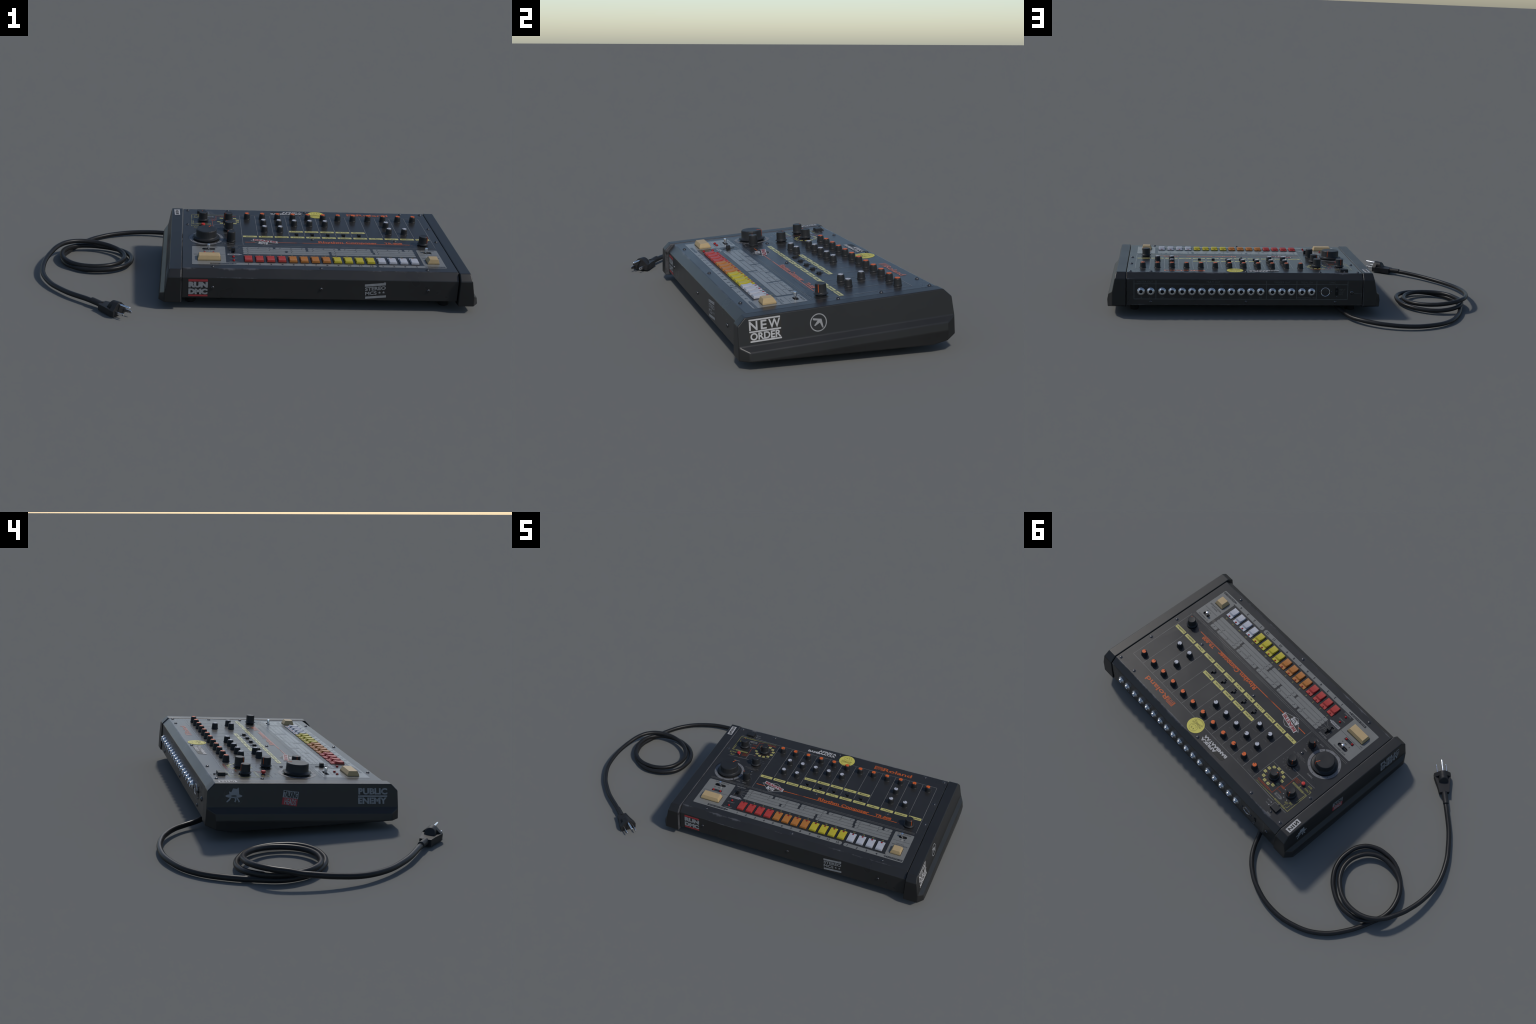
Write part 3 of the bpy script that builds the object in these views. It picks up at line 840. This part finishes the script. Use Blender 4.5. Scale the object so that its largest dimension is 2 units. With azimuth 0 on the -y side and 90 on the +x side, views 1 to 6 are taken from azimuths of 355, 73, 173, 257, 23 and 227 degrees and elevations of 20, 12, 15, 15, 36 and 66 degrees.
# yellow voice labels with small-capital names
labels = Build(on_panel)
def small_caps(parts, cx, cy, width):
    """parts: list of (letters, big?)"""
    units = sum(len(s) * (1.35 if big else 0.95) for s, big in parts)
    unit = width / units
    x = cx - width / 2
    for s, big in parts:
        w = len(s) * unit * (1.35 if big else 0.95)
        hh = 0.0092 if big else 0.0058
        labels.text(s, x + unit * 0.08, x + w - unit * 0.08, cy - 0.0044, cy - 0.0044 + hh, P_BLACK, 0.0010, bold=0.012)
        x += w
LOWER = ['AC|cent', 'B|ass|D|rum', 'S|nare|D|rum', 'L|ow|T|om', 'M|id|T|om', 'H|i|T|om', 'R|im|S|hot', '|hand|CLA|P',
         'C|ow|B|ell', 'CY|mbal', 'O|pen|H|ihat', 'C|losed|H|ihat']
UPPER = {4: 'L|ow|C|onga', 5: 'M|id|C|onga', 6: 'H|i|C|onga', 7: 'CL|aves', 8: 'MA|racas'}
def voice_label(c, y, s):
    x0 = -0.0460 + 0.0757 * (c - 1)
    labels.rect(x0, x0 + 0.0668, y - 0.0094, y + 0.0094, P_YELLOW, 0.0005, 0.0022)
    parts = [(t.upper(), i % 2 == 0) for i, t in enumerate(s.split('|')) if t]
    small_caps(parts, x0 + 0.0334, y, 0.0040 * sum(len(t) for t, _ in parts) + 0.016)
for c, s in enumerate(LOWER, 1):
    voice_label(c, -0.0345, s)
for c, s in UPPER.items():
    voice_label(c, 0.0372, s)
labels.done('voice_labels')

# tempo ring and selector prints
ring = Build(on_panel)
ga = math.degrees(atan2(-0.1192 + 0.0640, -0.1709 + 0.2205))
ring.ring(-0.2201, -0.0650, 0.0672, 0.0806, plain('dial_ring', (0.135, 0.135, 0.140), 0.42, var=0.06), 0.0005, ga + 1.6, ga + 358.4, 96)
for k in range(12):
    t = radians(ga + 14 + 30.2 * k)
    ring.label(str(k), -0.2201 + 0.0740 * cos(t), -0.0650 + 0.0740 * sin(t), 0.0070, P_BLACK)
ring.done('tempo_scale')
tk = []
for k in range(60):
    t = 2 * pi * k / 60
    tk.append(t)
TV, TF = [], []
for t in tk:
    a = Matrix.Rotation(t, 4, 'Z')
    n0 = len(TV)
    for x, y, z in ((0.0560, -0.0006, 0.0113), (0.0596, -0.0006, 0.0101), (0.0596, 0.0006, 0.0101), (0.0560, 0.0006, 0.0113)):
        TV.append(a @ Vector((x, y, z)))
    TF.append((n0, n0 + 1, n0 + 2, n0 + 3))
mesh_obj('skirt_ticks', TV, TF, DARK, parent=tempo, stuff=True)

sel = Build(on_panel)
for k in range(12):
    t = radians(104 + 30 * k)
    x, y = -0.1098 + 0.0470 * cos(t), 0.1628 + 0.0470 * sin(t)
    sel.rect(x - 0.0075, x + 0.0075, y - 0.0066, y + 0.0066, P_GREEN if k == 2 else P_YELLOW, r=0.0012)
    sel.label(['AC', 'BD', 'SD', 'LT', 'MT', 'HT', 'RS', 'CP', 'CB', 'CY', 'OH', 'CH'][k], x, y, 0.0062, P_BLACK, 0.0010, width=0.0092)
    if k != 2:
        sel.disc(-0.1098 + 0.0345 * cos(t), 0.1628 + 0.0345 * sin(t), 0.0019, P_BRICK, n=8)
Y = P_YELLOW2
lw = 0.0024
sel.text('INSTRUMENT SELECT', -0.1420, -0.0676, 0.2350, 0.2410, Y)
sel.line([(-0.1400, 0.2375), (-0.2010, 0.2375), (-0.2885, 0.2375), (-0.2880, 0.1107)], lw, Y)
sel.rect(-0.2690, -0.2012, 0.2335, 0.2410, Y)
sel.text('PATTERN CLEAR', -0.2640, -0.2060, 0.2350, 0.2395, P_BLACK, 0.0010)
sel.line([(-0.2801, 0.1720), (-0.2825, 0.1135), (-0.2650, 0.1165)], lw, Y)
sel.rect(-0.2650, -0.1950, 0.1110, 0.1205, Y)
sel.text('RHYTHM COMPOSE', -0.2610, -0.1990, 0.1130, 0.1185, P_BLACK, 0.0010)
sel.line([(-0.2893, 0.1025), (-0.2889, 0.0862), (-0.2765, 0.0862)], lw, Y)
sel.line([(-0.2765, 0.1000), (-0.2820, 0.0960), (-0.2820, 0.0900)], 0.0016, Y)
sel.text('MANUAL', -0.2760, -0.2520, 0.0900, 0.0990, Y, bold=0.03)
sel.text('PLAY', -0.2780, -0.2550, 0.0670, 0.0765, Y, bold=0.03)
sel.line([(-0.2330, 0.1110), (-0.2330, 0.0990)], 0.003, Y)
sel.text('1ST', -0.2610, -0.2430, 0.2050, 0.2150, Y, bold=0.03)
sel.text('2ND', -0.2780, -0.2600, 0.1930, 0.2030, Y, bold=0.03)
sel.line([(-0.2542, 0.2300), (-0.2542, 0.2170)], 0.002, Y)
sel.line([(-0.2642, 0.2280), (-0.2735, 0.2260), (-0.2735, 0.2080)], 0.002, Y)
# brick-coloured compose path
sel.rect(-0.1490, -0.0690, 0.2200, 0.2295, P_BRICK)
sel.text('TRACK / PATTERN', -0.1380, -0.0780, 0.2220, 0.2275, P_BLACK, 0.0010)
sel.disc(-0.0735, 0.2247, 0.0028, P_BLACK, 0.0010, 10)
sel.disc(-0.1445, 0.2247, 0.0028, P_BLACK, 0.0010, 10)
sel.line([(-0.1490, 0.2250), (-0.1686, 0.2253), (-0.1689, 0.1660)], 0.0030, P_BRICK)
sel.line([(-0.1682, 0.1935), (-0.1770, 0.1940)], 0.0030, P_BRICK)
sel.text('PLAY', -0.1970, -0.1770, 0.1910, 0.1970, P_BRICK, bold=0.03)
sel.rect(-0.1935, -0.1730, 0.1645, 0.1745, P_BRICK)
sel.line([(-0.1873, 0.1640), (-0.1872, 0.0860), (-0.2190, 0.0848)], 0.0030, P_BRICK)
sel.text('COMPOSE', -0.2170, -0.1920, 0.0985, 0.1045, P_BRICK, bold=0.03)
sel.text('PATTERN', -0.2170, -0.1920, 0.0895, 0.0960, P_BRICK, bold=0.03)
# white box
sel.poly([(-0.1805, 0.2072), (-0.1805, 0.2232), (-0.2170, 0.2232), (-0.2255, 0.2152), (-0.2170, 0.2072)], P_LINE)
sel.text('MODE', -0.2120, -0.1870, 0.2110, 0.2190, P_BLACK, 0.0010)
for x, y in ((-0.1991, 0.1690), (-0.2080, 0.1882), (-0.2229, 0.2005), (-0.2431, 0.2006)):
    sel.disc(x, y, 0.0026, P_WHITE, n=10)
sel.done('selector_print')

# ------------------------------------------------------------------ back connectors
v, f = lathe([(0.0198, -0.001), (0.0198, 0.0030), (0.0190, 0.0040), (0.0170, 0.0046), (0.0163, 0.0082), (0.0150, 0.0095), (0.0126, 0.0100),
              (0.0122, 0.0138), (0.0110, 0.0146), (0.0093, 0.0144), (0.0083, 0.0130), (0.0082, 0.0006)], 36, caps=False)
hole = lathe([(0.0083, 0.0030)], 36, caps=False)
hv, hf = [(0.0083 * cos(2 * pi * k / 24), 0.0083 * sin(2 * pi * k / 24), 0.0090) for k in range(24)], [tuple(range(24))]
V, F, Mi = merge((v, f), (hv, hf))
JACK = proto('jack_socket', V, F, [JACKM, DARK], Mi, smooth=35)
jx = [0.8253, 0.7760] + [0.7174 - 0.05074 * k for k in range(11)] + [0.1490, 0.0987, 0.0486, -0.0068, -0.0574]
for x in jx:
    place_back(repeat(JACK, 'jack_socket'), x, 0.1350, random.uniform(0, 6))
v, f = lathe([(0.0235, -0.001), (0.0235, 0.0018), (0.0228, 0.0022), (0.0217, 0.0018), (0.0213, 0.0006)], 40, caps=False)
ob = mesh_obj('din_socket_ring', v, f, CHROME, smooth=40)
place_back(ob, -0.1314, 0.1350)
v, f = lathe([(0.0214, 0.0), (0.0214, 0.0010), (0.0190, 0.0014)], 32)
ob = mesh_obj('din_socket', v, f, P_BLACK, smooth=40)
place_back(ob, -0.1314, 0.1350)
v, f, m_ = merge(box_geo(-0.0080, 0.0080, -0.0190, 0.0190, -0.001, 0.0010), box_geo(-0.0050, 0.0050, -0.0100, 0.0010, 0.0, 0.0050, 0.0008))
ob = mesh_obj('sync_switch', v, f, [DARK, KNOB], face_mats=m_)
place_back(ob, -0.1918, 0.1355)

bk = Build(on_back)
G = plain('back_print', (0.062, 0.066, 0.066), 0.30, spec=0.34, var=0.2)
L2 = 0.0034
for x in (0.8607, 0.7494, 0.1794, 0.0205, -0.0847, -0.2500):
    bk.line([(-x, 0.0948), (-x, 0.1917)], L2, G)
bk.line([(-0.8607, 0.1740), (0.2500, 0.1740)], L2, G)
bk.line([(-0.8607, 0.0948), (0.2500, 0.0948)], L2, G)
for s, x, z, h in [('MASTER OUT', 0.8058, 0.1850, 0.0095), ('LEVEL', 0.8030, 0.1645, 0.0085), ('HI', 0.8253, 0.1030, 0.0080), ('LO', 0.7765, 0.1030, 0.0080),
                   ('MULTI OUT', 0.4550, 0.1850, 0.0095), ('TRIGGER OUT', 0.0985, 0.1850, 0.0095), ('PEDAL SW', -0.0340, 0.1850, 0.0095),
                   ('SYNC', -0.1680, 0.1850, 0.0095), ('OPEN', -0.0330, 0.1650, 0.0080), ('INPUT', -0.2220, 0.1470, 0.0080),
                   ('OUT', -0.2170, 0.1330, 0.0080), ('PUT', -0.2150, 0.1220, 0.0080), ('CB', 0.1490, 0.1030, 0.008), ('CP', 0.0987, 0.1030, 0.008),
                   ('AC', 0.0486, 0.1030, 0.008)]:
    bk.label(s, -x, z, h, G)
bk.text('START/STOP', -0.0180, 0.0320, 0.0990, 0.1070, G)
bk.text('FILL IN', 0.0350, 0.0800, 0.0990, 0.1070, G)
for k, s in enumerate(['CH', 'OH', 'CY', 'CB', 'CP', 'RS', 'HT', 'MT', 'LT', 'SD', 'BD']):
    bk.label(s, -(0.7174 - 0.05074 * k), 0.1030, 0.0080, G)
for k, s in enumerate(['MA', 'CL', 'HC', 'MC', 'LC']):
    bk.label(s, -(0.7174 - 0.05074 * (k + 4)), 0.1655, 0.0080, G)
bk.line([(0.2800, 0.1295), (0.3250, 0.1270), (0.3265, 0.1100)], 0.0020, G)
bk.done('back_panel_print')

# ------------------------------------------------------------------ stickers
ST0, ST1 = 0.0006, 0.0011     # sticker face, ink on the sticker
# front: two words between red bars
s = Build(on_front)
s.rect(-0.3023, -0.2178, 0.1268, 0.1370, S_RED, ST0)
s.rect(-0.3020, -0.2180, 0.0577, 0.0655, S_RED, ST0)
s.text('RUN', -0.3020, -0.2178, 0.0985, 0.1255, S_PALE, ST1, bold=0.075)
s.text('DMC', -0.3018, -0.2185, 0.0672, 0.0942, S_PALE, ST1, bold=0.075)
s.done('sticker')
# front: block lettering between two worn bars, slightly askew
s = Build(on_front)
ang = 5.0
def rotp(pts, cx=0.526, cy=0.0963, a=ang):
    c, q = cos(radians(a)), sin(radians(a))
    return [(cx + (x - cx) * c - (y - cy) * q, cy + (x - cx) * q + (y - cy) * c) for x, y in pts]
s.poly(rotp([(0.4785, 0.1190), (0.5720, 0.1190), (0.5728, 0.1320), (0.5660, 0.1335), (0.5630, 0.1305), (0.4790, 0.1300)]), S_PALE, ST0)
s.poly(rotp([(0.4795, 0.0612), (0.5725, 0.0612), (0.5725, 0.0718), (0.4795, 0.0718)]), S_PALE, ST0)
for word, x0, x1, y0, y1 in (('STEREO', 0.4795, 0.5720, 0.0985, 0.1155), ('MCS', 0.4795, 0.5310, 0.0775, 0.0945)):
    s.text(word, x0, x1, y0, y1, S_PALE, ST0, bold=0.03, rot=ang, about=(0.526, 0.0963))
for cx in (0.5435, 0.5620):
    pts = []
    for k in range(10):
        r = 0.0068 if k % 2 == 0 else 0.0028
        t = radians(90 + 36 * k)
        pts.append((cx + r * cos(t), 0.0860 + r * sin(t)))
    s.poly(rotp(pts), S_PALE, ST0)
s.done('sticker')
# right side: two words ruled off by three bars
s = Build(on_right)
s.rect(-0.4150, -0.2985, 0.1215, 0.2000, S_BROWN, 0.0004)
for y0, y1, w in ((-0.4144, -0.3010, 0.1965), (-0.4134, -0.2993, 0.1567), (-0.4110, -0.2980, 0.1240)):
    s.rect(y0, y1, w - 0.0026, w + 0.0026, S_WHITE, ST0, 0.002)
for letter, u0, u1 in (('N', -0.4135, -0.3835), ('E', -0.3720, -0.3505), ('W', -0.3440, -0.3015)):
    s.text(letter, u0, u1, 0.1615, 0.1922, S_WHITE, ST1, bold=0.02)
s.text('ORDER', -0.4105, -0.3000, 0.1278, 0.1530, S_WHITE, ST1, bold=0.028)
s.done('sticker')
# right side: ring with a slanted angular sign
s = Build(on_right)
cy, cw = -0.1628, 0.1555
s.ring(cy, cw, 0.0275, 0.0312, S_PALE, ST0, n=48)
s.poly([(cy - 0.0185, cw + 0.0170), (cy + 0.0120, cw + 0.0110), (cy + 0.0180, cw - 0.0190), (cy + 0.0140, cw - 0.0200), (cy + 0.0050, cw - 0.0010),
        (cy - 0.0130, cw - 0.0110), (cy - 0.0160, cw - 0.0080), (cy - 0.0030, cw + 0.0070), (cy - 0.0175, cw + 0.0095), (cy - 0.0205, cw + 0.0130)], S_PALE, ST0)
s.done('sticker')
# left side: plain emblem, a disc with a platter and simple blobs
s = Build(on_left)
cu, cw = -0.2475, 0.1585
s.ring(cu, cw, 0.0378, 0.0390, P_GHOST, ST0, n=48)
s.disc(cu + 0.0010, cw - 0.0010, 0.0345, S_BLUE, ST0, 32, 0.22)
s.disc(cu + 0.0010, cw - 0.0010, 0.0120, S_BLACK, ST1, 20, 0.20)
s.poly([(cu - 0.0170, cw + 0.0030), (cu + 0.0230, cw + 0.0040), (cu + 0.0220, cw + 0.0320), (cu + 0.0140, cw + 0.0270), (cu - 0.0010, cw + 0.0290),
        (cu - 0.0090, cw + 0.0140), (cu - 0.0180, cw + 0.0170)], S_BLUE, ST1)
for dx, bend in ((-0.0190, -0.0110), (0.0080, -0.0040), (0.0180, 0.0040)):
    s.line([(cu + dx * 0.6, cw - 0.0060), (cu + dx, cw - 0.0160), (cu + dx + bend, cw - 0.0250)], 0.0055, S_BLUE, ST0)
s.done('sticker')
# left side: red and white name card, set askew
s = Build(on_left)
def card(a, b):              # card coordinates 0..1
    tl, tr, br, bl = (-0.0393, 0.1814), (0.0243, 0.1739), (0.0128, 0.1160), (-0.0504, 0.1244)
    x0, y0 = bl[0] + (br[0] - bl[0]) * a, bl[1] + (br[1] - bl[1]) * a
    x1, y1 = tl[0] + (tr[0] - tl[0]) * a, tl[1] + (tr[1] - tl[1]) * a
    return x0 + (x1 - x0) * b, y0 + (y1 - y0) * b
cardf = Build(lambda a, b, h: on_left(*card(a, b), h))
cardf.rect(0, 1, 0, 0.5, S_RED, ST0)
cardf.rect(0, 1, 0.5, 1, S_PALE, ST0)
cardf.text('TALKING', 0.05, 0.95, 0.53, 0.97, S_BLACK, ST1, bold=0.03)
cardf.text('HEADS', 0.15, 0.92, 0.04, 0.46, S_PALE, ST1, bold=0.03)
cardf.done('sticker')
# left side: stencil words
s = Build(on_left)
s.text('PUBLIC', 0.2795, 0.4065, 0.1640, 0.1905, S_BLUE, ST0, bold=0.045)
s.rect(0.2770, 0.4055, 0.1545, 0.1605, S_BLUE, ST0)
s.text('ENEMY', 0.2770, 0.4030, 0.1258, 0.1520, S_BLUE, ST0, bold=0.045)
for u in (0.2965, 0.3170, 0.3390, 0.3600, 0.3830):
    s.rect(u, u + 0.0010, 0.1630, 0.1910, S_BLACK, ST1)
    s.rect(u - 0.003, u - 0.002, 0.1250, 0.1525, S_BLACK, ST1)
s.done('sticker')
# top: round yellow face with crossed bars
s = Build(on_panel)
fx, fy = 0.3392, 0.2670
s.disc(fx, fy, 0.0432, S_YELLOW, ST1, 48, h0=0.0)
ink = 0.0015
s.ring(fx + 0.0000, fy + 0.0150, 0.0205, 0.0216, S_INK, 0.0014, n=40)
for dx in (-0.0065, 0.0065):
    s.disc(fx + dx, fy + 0.0215, 0.0022, S_INK, 0.0014, 12, 2.0)
s.ring(fx, fy + 0.0150, 0.0125, 0.0138, S_INK, 0.0014, 195, 345, 24)
for sgn in (-1, 1):
    for off in (-0.0025, 0.0025):
        s.line([(fx - sgn * 0.024, fy - 0.0050 + off), (fx + sgn * 0.024, fy - 0.0190 + off)], ink, S_INK, 0.0014)
    for ex_, ey_ in ((-sgn * 0.025, -0.0050), (sgn * 0.025, -0.0190)):
        s.ring(fx + ex_, fy + ey_, 0.0030, 0.0043, S_INK, 0.0014, n=14)
for k in range(9):
    t = radians(232 + 9.5 * k)
    s.line([(fx + 0.0345 * cos(t), fy + 0.0345 * sin(t)), (fx + 0.0390 * cos(t), fy + 0.0390 * sin(t))], 0.0022, S_INK, 0.0014)
s.done('sticker')
# top: dark sticker with two lines of slanted white lettering
s = Build(on_panel)
s.poly([(0.1075, 0.2630), (0.2700, 0.2605), (0.2700, 0.3010), (0.1200, 0.3010), (0.1110, 0.2960)], S_BLACK, ST0, h0=0.0)
s.text('BAMBAATAA', 0.1090, 0.2680, 0.2625, 0.2790, S_WHITE, ST1, bold=0.04)
s.text('AFRIKA', 0.1660, 0.2700, 0.2815, 0.2985, S_WHITE, ST1, bold=0.04)
s.done('sticker')
# top: diamond badge with a red-lettered banner
s = Build(on_panel)
s.poly([(-0.0135, -0.0855), (0.0440, -0.1382), (0.1165, -0.1135), (0.0785, -0.0700), (0.0585, -0.0612)], S_PALE, ST0, h0=0.0)
s.poly([(-0.0080, -0.0875), (0.0446, -0.1358), (0.1118, -0.1130), (0.0770, -0.0720), (0.0590, -0.0638)], S_BROWN, 0.0009)
a, b, c, d = (0.1136, -0.0886 - 0.003), (0.1096, -0.1085), (-0.0020, -0.0868), (-0.0002, -0.0652)
bann = Build(lambda p, q, h: on_panel(d[0] + (a[0] - d[0]) * p + (c[0] - d[0]) * q, d[1] + (a[1] - d[1]) * p + (c[1] - d[1]) * q, h))
bann.rect(0, 1, 0, 1, S_WHITE, 0.0013)
bann.text('BEASTIE', 0.04, 0.96, 0.90, 0.12, plain('sticker_maroon', (0.19, 0.028, 0.030), 0.5), 0.0017, bold=0.05)
s.text('BOYS', 0.0230, 0.0670, -0.1270, -0.1030, S_WHITE, 0.0013, bold=0.06, rot=-12)
bo = bann.done('sticker_banner')
so = s.done('sticker')
bo.parent = so
# top of the left end cap: small framed letters
s = Build(lambda x, y, h: Vector((x, y, 0.2077 + SLOPE * y + h)))
def nin(a, b, h):
    p = [(-0.3495, 0.3040), (-0.3462, 0.2275), (-0.3720, 0.2255), (-0.3765, 0.3010)]    # runs along the cap
    x0, y0 = p[3][0] + (p[2][0] - p[3][0]) * a, p[3][1] + (p[2][1] - p[3][1]) * a
    x1, y1 = p[0][0] + (p[1][0] - p[0][0]) * a, p[0][1] + (p[1][1] - p[0][1]) * a
    x, y = x0 + (x1 - x0) * b, y0 + (y1 - y0) * b
    return Vector((x, y, 0.2077 + SLOPE * y + h))
s = Build(nin)
s.rect(0, 1, 0, 1, S_WHITE, ST0)
s.text('N', 0.10, 0.40, 0.2, 0.8, S_BLACK, ST1, bold=0.03)
s.text('I', 0.46, 0.54, 0.2, 0.8, S_BLACK, ST1, bold=0.03)
s.poly([(0.62, 0.2), (0.69, 0.2), (0.69, 0.8), (0.62, 0.8)], S_BLACK, ST1)
s.poly([(0.83, 0.2), (0.90, 0.2), (0.90, 0.8), (0.83, 0.8)], S_BLACK, ST1)
s.poly([(0.66, 0.2), (0.74, 0.2), (0.86, 0.8), (0.78, 0.8)], S_BLACK, ST1 + 0.0001)
s.done('sticker')

# ------------------------------------------------------------------ power cord
CORD_R = 0.0117
cord_pts = [(-0.185, 0.270, 0.0560), (-0.206, 0.316, 0.0400), (-0.230, 0.359, 0.0280), (-0.260, 0.422, 0.0250), (-0.300, 0.473, 0.0255), (-0.354, 0.514, 0.0255),
            (-0.415, 0.543, 0.0245), (-0.5425, 0.564, 0.0205), (-0.667, 0.540, 0.0180), (-0.775, 0.4765, 0.0155), (-0.851, 0.376, 0.0135),
            (-0.901, 0.258, 0.0120), (-0.920, 0.190, 0.0119), (-0.913, 0.120, 0.0119), (-0.886, 0.061, 0.0125), (-0.838, 0.012, 0.0135),
            (-0.779, -0.020, 0.0155), (-0.711, -0.025, 0.0180), (-0.647, -0.005, 0.0195), (-0.600, 0.042, 0.0200), (-0.582, 0.109, 0.0195), (-0.589, 0.179, 0.0190),
            (-0.623, 0.241, 0.0180), (-0.678, 0.287, 0.0170), (-0.742, 0.312, 0.0180), (-0.808, 0.312, 0.0225), (-0.869, 0.286, 0.0280),
            (-0.910, 0.236, 0.0320), (-0.923, 0.174, 0.0325), (-0.911, 0.110, 0.0310), (-0.881, 0.055, 0.0300), (-0.833, 0.016, 0.0280),
            (-0.774, 0.000, 0.0265), (-0.713, 0.004, 0.0260), (-0.660, 0.034, 0.0250), (-0.627, 0.085, 0.0250), (-0.617, 0.148, 0.0265), (-0.639, 0.210, 0.0310),
            (-0.685, 0.258, 0.0370), (-0.744, 0.287, 0.0440), (-0.804, 0.293, 0.0510), (-0.862, 0.279, 0.0570), (-0.909, 0.247, 0.0600),
            (-0.937, 0.211, 0.0590), (-0.955, 0.171, 0.0565), (-0.970, 0.129, 0.0530), (-0.980, 0.084, 0.0485), (-0.9865, 0.039, 0.0435), (-0.9883, -0.009, 0.0385),
            (-0.986, -0.056, 0.0335), (-0.978, -0.103, 0.0295), (-0.962, -0.149, 0.0265), (-0.941, -0.192, 0.0245), (-0.917, -0.232, 0.0235),
            (-0.887, -0.270, 0.0235), (-0.856, -0.306, 0.0240), (-0.824, -0.339, 0.0250), (-0.788, -0.370, 0.0260), (-0.745, -0.405, 0.0268), (-0.700, -0.442, 0.0240)]
# the free run and the tail sag a little
cord_pts = [(x, y, max(0.0119, z - (0.0035 if 2 < k < 12 or k > 44 else 0.0))) for k, (x, y, z) in enumerate(cord_pts)]
cu = bpy.data.curves.new('power_cord', 'CURVE')
cu.dimensions = '3D'
sp = cu.splines.new('BEZIER')
sp.bezier_points.add(len(cord_pts) - 1)
for bp_, co in zip(sp.bezier_points, cord_pts):
    bp_.co = co
    bp_.handle_left_type = bp_.handle_right_type = 'AUTO'
sp.resolution_u = 5
cu.bevel_depth = CORD_R
cu.bevel_resolution = 5
cu.use_fill_caps = True
tmp = bpy.data.objects.new('cord_path', cu)
bpy.context.scene.collection.objects.link(tmp)
dg = bpy.context.evaluated_depsgraph_get()
me = bpy.data.meshes.new_from_object(tmp.evaluated_get(dg))
bpy.data.objects.remove(tmp)
me.name = 'power_cord'
me.materials.clear(); me.materials.append(CABLE)
me.shade_smooth()
link(bpy.data.objects.new('power_cord', me))

# ------------------------------------------------------------------ plug
S0 = Vector((-0.7220, -0.4240, 0.0))
AX, LA = Vector((0.770, -0.639, 0)).normalized(), Vector((0.639, 0.770, 0)).normalized()
PM = Matrix(((AX.x, LA.x, 0, S0.x), (AX.y, LA.y, 0, S0.y), (0, 0, 1, 0), (0, 0, 0, 1)))   # local: x along, y across, z up
def prism(outline, axis, a0, a1):
    """extrude a 2D outline along x ('x': outline in y,z) or z ('z': outline in x,y)"""
    n = len(outline)
    if axis == 'x':
        vs = [(a0, p, q) for p, q in outline] + [(a1, p, q) for p, q in outline]
    else:
        vs = [(p, q, a0) for p, q in outline] + [(p, q, a1) for p, q in outline]
    fs = [tuple(range(n)), tuple(reversed(range(n, 2 * n)))] + [(k, n + k, n + (k + 1) % n, (k + 1) % n) for k in range(n)]
    return vs, fs
plug = None
v, f = prism([(0.0600, -0.0245), (0.1000, -0.0300), (0.1320, -0.0375), (0.1500, -0.0415), (0.1500, 0.0415), (0.1320, 0.0375), (0.1000, 0.0300), (0.0600, 0.0245)], 'z', 0.0030, 0.0325)
plug = mesh_obj('power_plug', v, f, PLUG)
bevel(plug, 0.0018)
plug.matrix_local = PM
arch = [(-0.0400, 0.0030), (-0.0415, 0.0300)]
arch += [(-0.0205 - 0.004 * cos(radians(k)) * 0, 0.0) for k in ()]
for k in range(9):
    t = radians(150 - 15 * k)
    arch.append((0.0210 * cos(t) * 1.05, 0.0400 + 0.0210 * sin(t)))
arch += [(0.0415, 0.0300), (0.0400, 0.0030)]
v, f = prism(arch, 'x', 0.1430, 0.1660)
ob = mesh_obj('plug_face', v, f, PLUG, parent=plug)
bevel(ob, 0.0020, 2, angle=25)
bulge = [(-0.0240, 0.0300)] + [(0.0225 * cos(radians(165 - 15 * k)), 0.0390 + 0.0215 * sin(radians(165 - 15 * k))) for k in range(11)] + [(0.0240, 0.0300)]
v, f = prism(bulge, 'x', 0.1100, 0.1550)
for i, (x, y, z) in enumerate(v):      # the back end leans forward
    if x < 0.12:
        v[i] = (x + max(0, z - 0.032) * 0.55, y * 0.96, z)
ob = mesh_obj('plug_grip', v, f, PLUG, parent=plug)
bevel(ob, 0.0035, 3, angle=30)
v, f = lathe([(0.0124, 0.0), (0.0136, 0.001), (0.0136, 0.006), (0.0142, 0.056), (0.0155, 0.064)], 28)
ob = mesh_obj('strain_relief', v, f, PLUG, parent=plug, smooth=45)
ob.matrix_local = Matrix.Translation((0, 0, 0.0262)) @ Matrix.Rotation(radians(95), 4, 'Y')
# prongs
v, f = lathe([(0.0047, 0.0), (0.0047, 0.0580), (0.0040, 0.0612), (0.0020, 0.0628)], 20)
ob = mesh_obj('prong', v, f, CHROME, parent=plug, smooth=45)
ob.matrix_local = Matrix.Translation((0.1655, 0, 0.0500)) @ Matrix.Rotation(radians(90), 4, 'Y')
for y in (-0.0235, 0.0235):
    out_ = [(0.0, -0.0068), (0.0430, -0.0068), (0.0480, -0.0045), (0.0480, 0.0045), (0.0430, 0.0068), (0.0, 0.0068)]
    v, f = prism(out_, 'z', -0.0016, 0.0016)
    ob = mesh_obj('prong', v, f, CHROME, parent=plug)
    bevel(ob, 0.0005, 1)
    ob.matrix_local = Matrix.Translation((0.1655, y, 0.0200)) @ Matrix.Rotation(radians(90), 4, 'X')
    for sgn in (-1, 1):
        v, f = lathe([(0.0026, 0.0), (0.0026, 0.0003)], 14)
        h = mesh_obj('prong_eye', v, f, DARK, parent=plug)
        h.matrix_local = Matrix.Translation((0.2055, y + sgn * 0.0016, 0.0200)) @ Matrix.Rotation(radians(-90 * sgn), 4, 'X')

bpy.data.objects.remove(cutter)
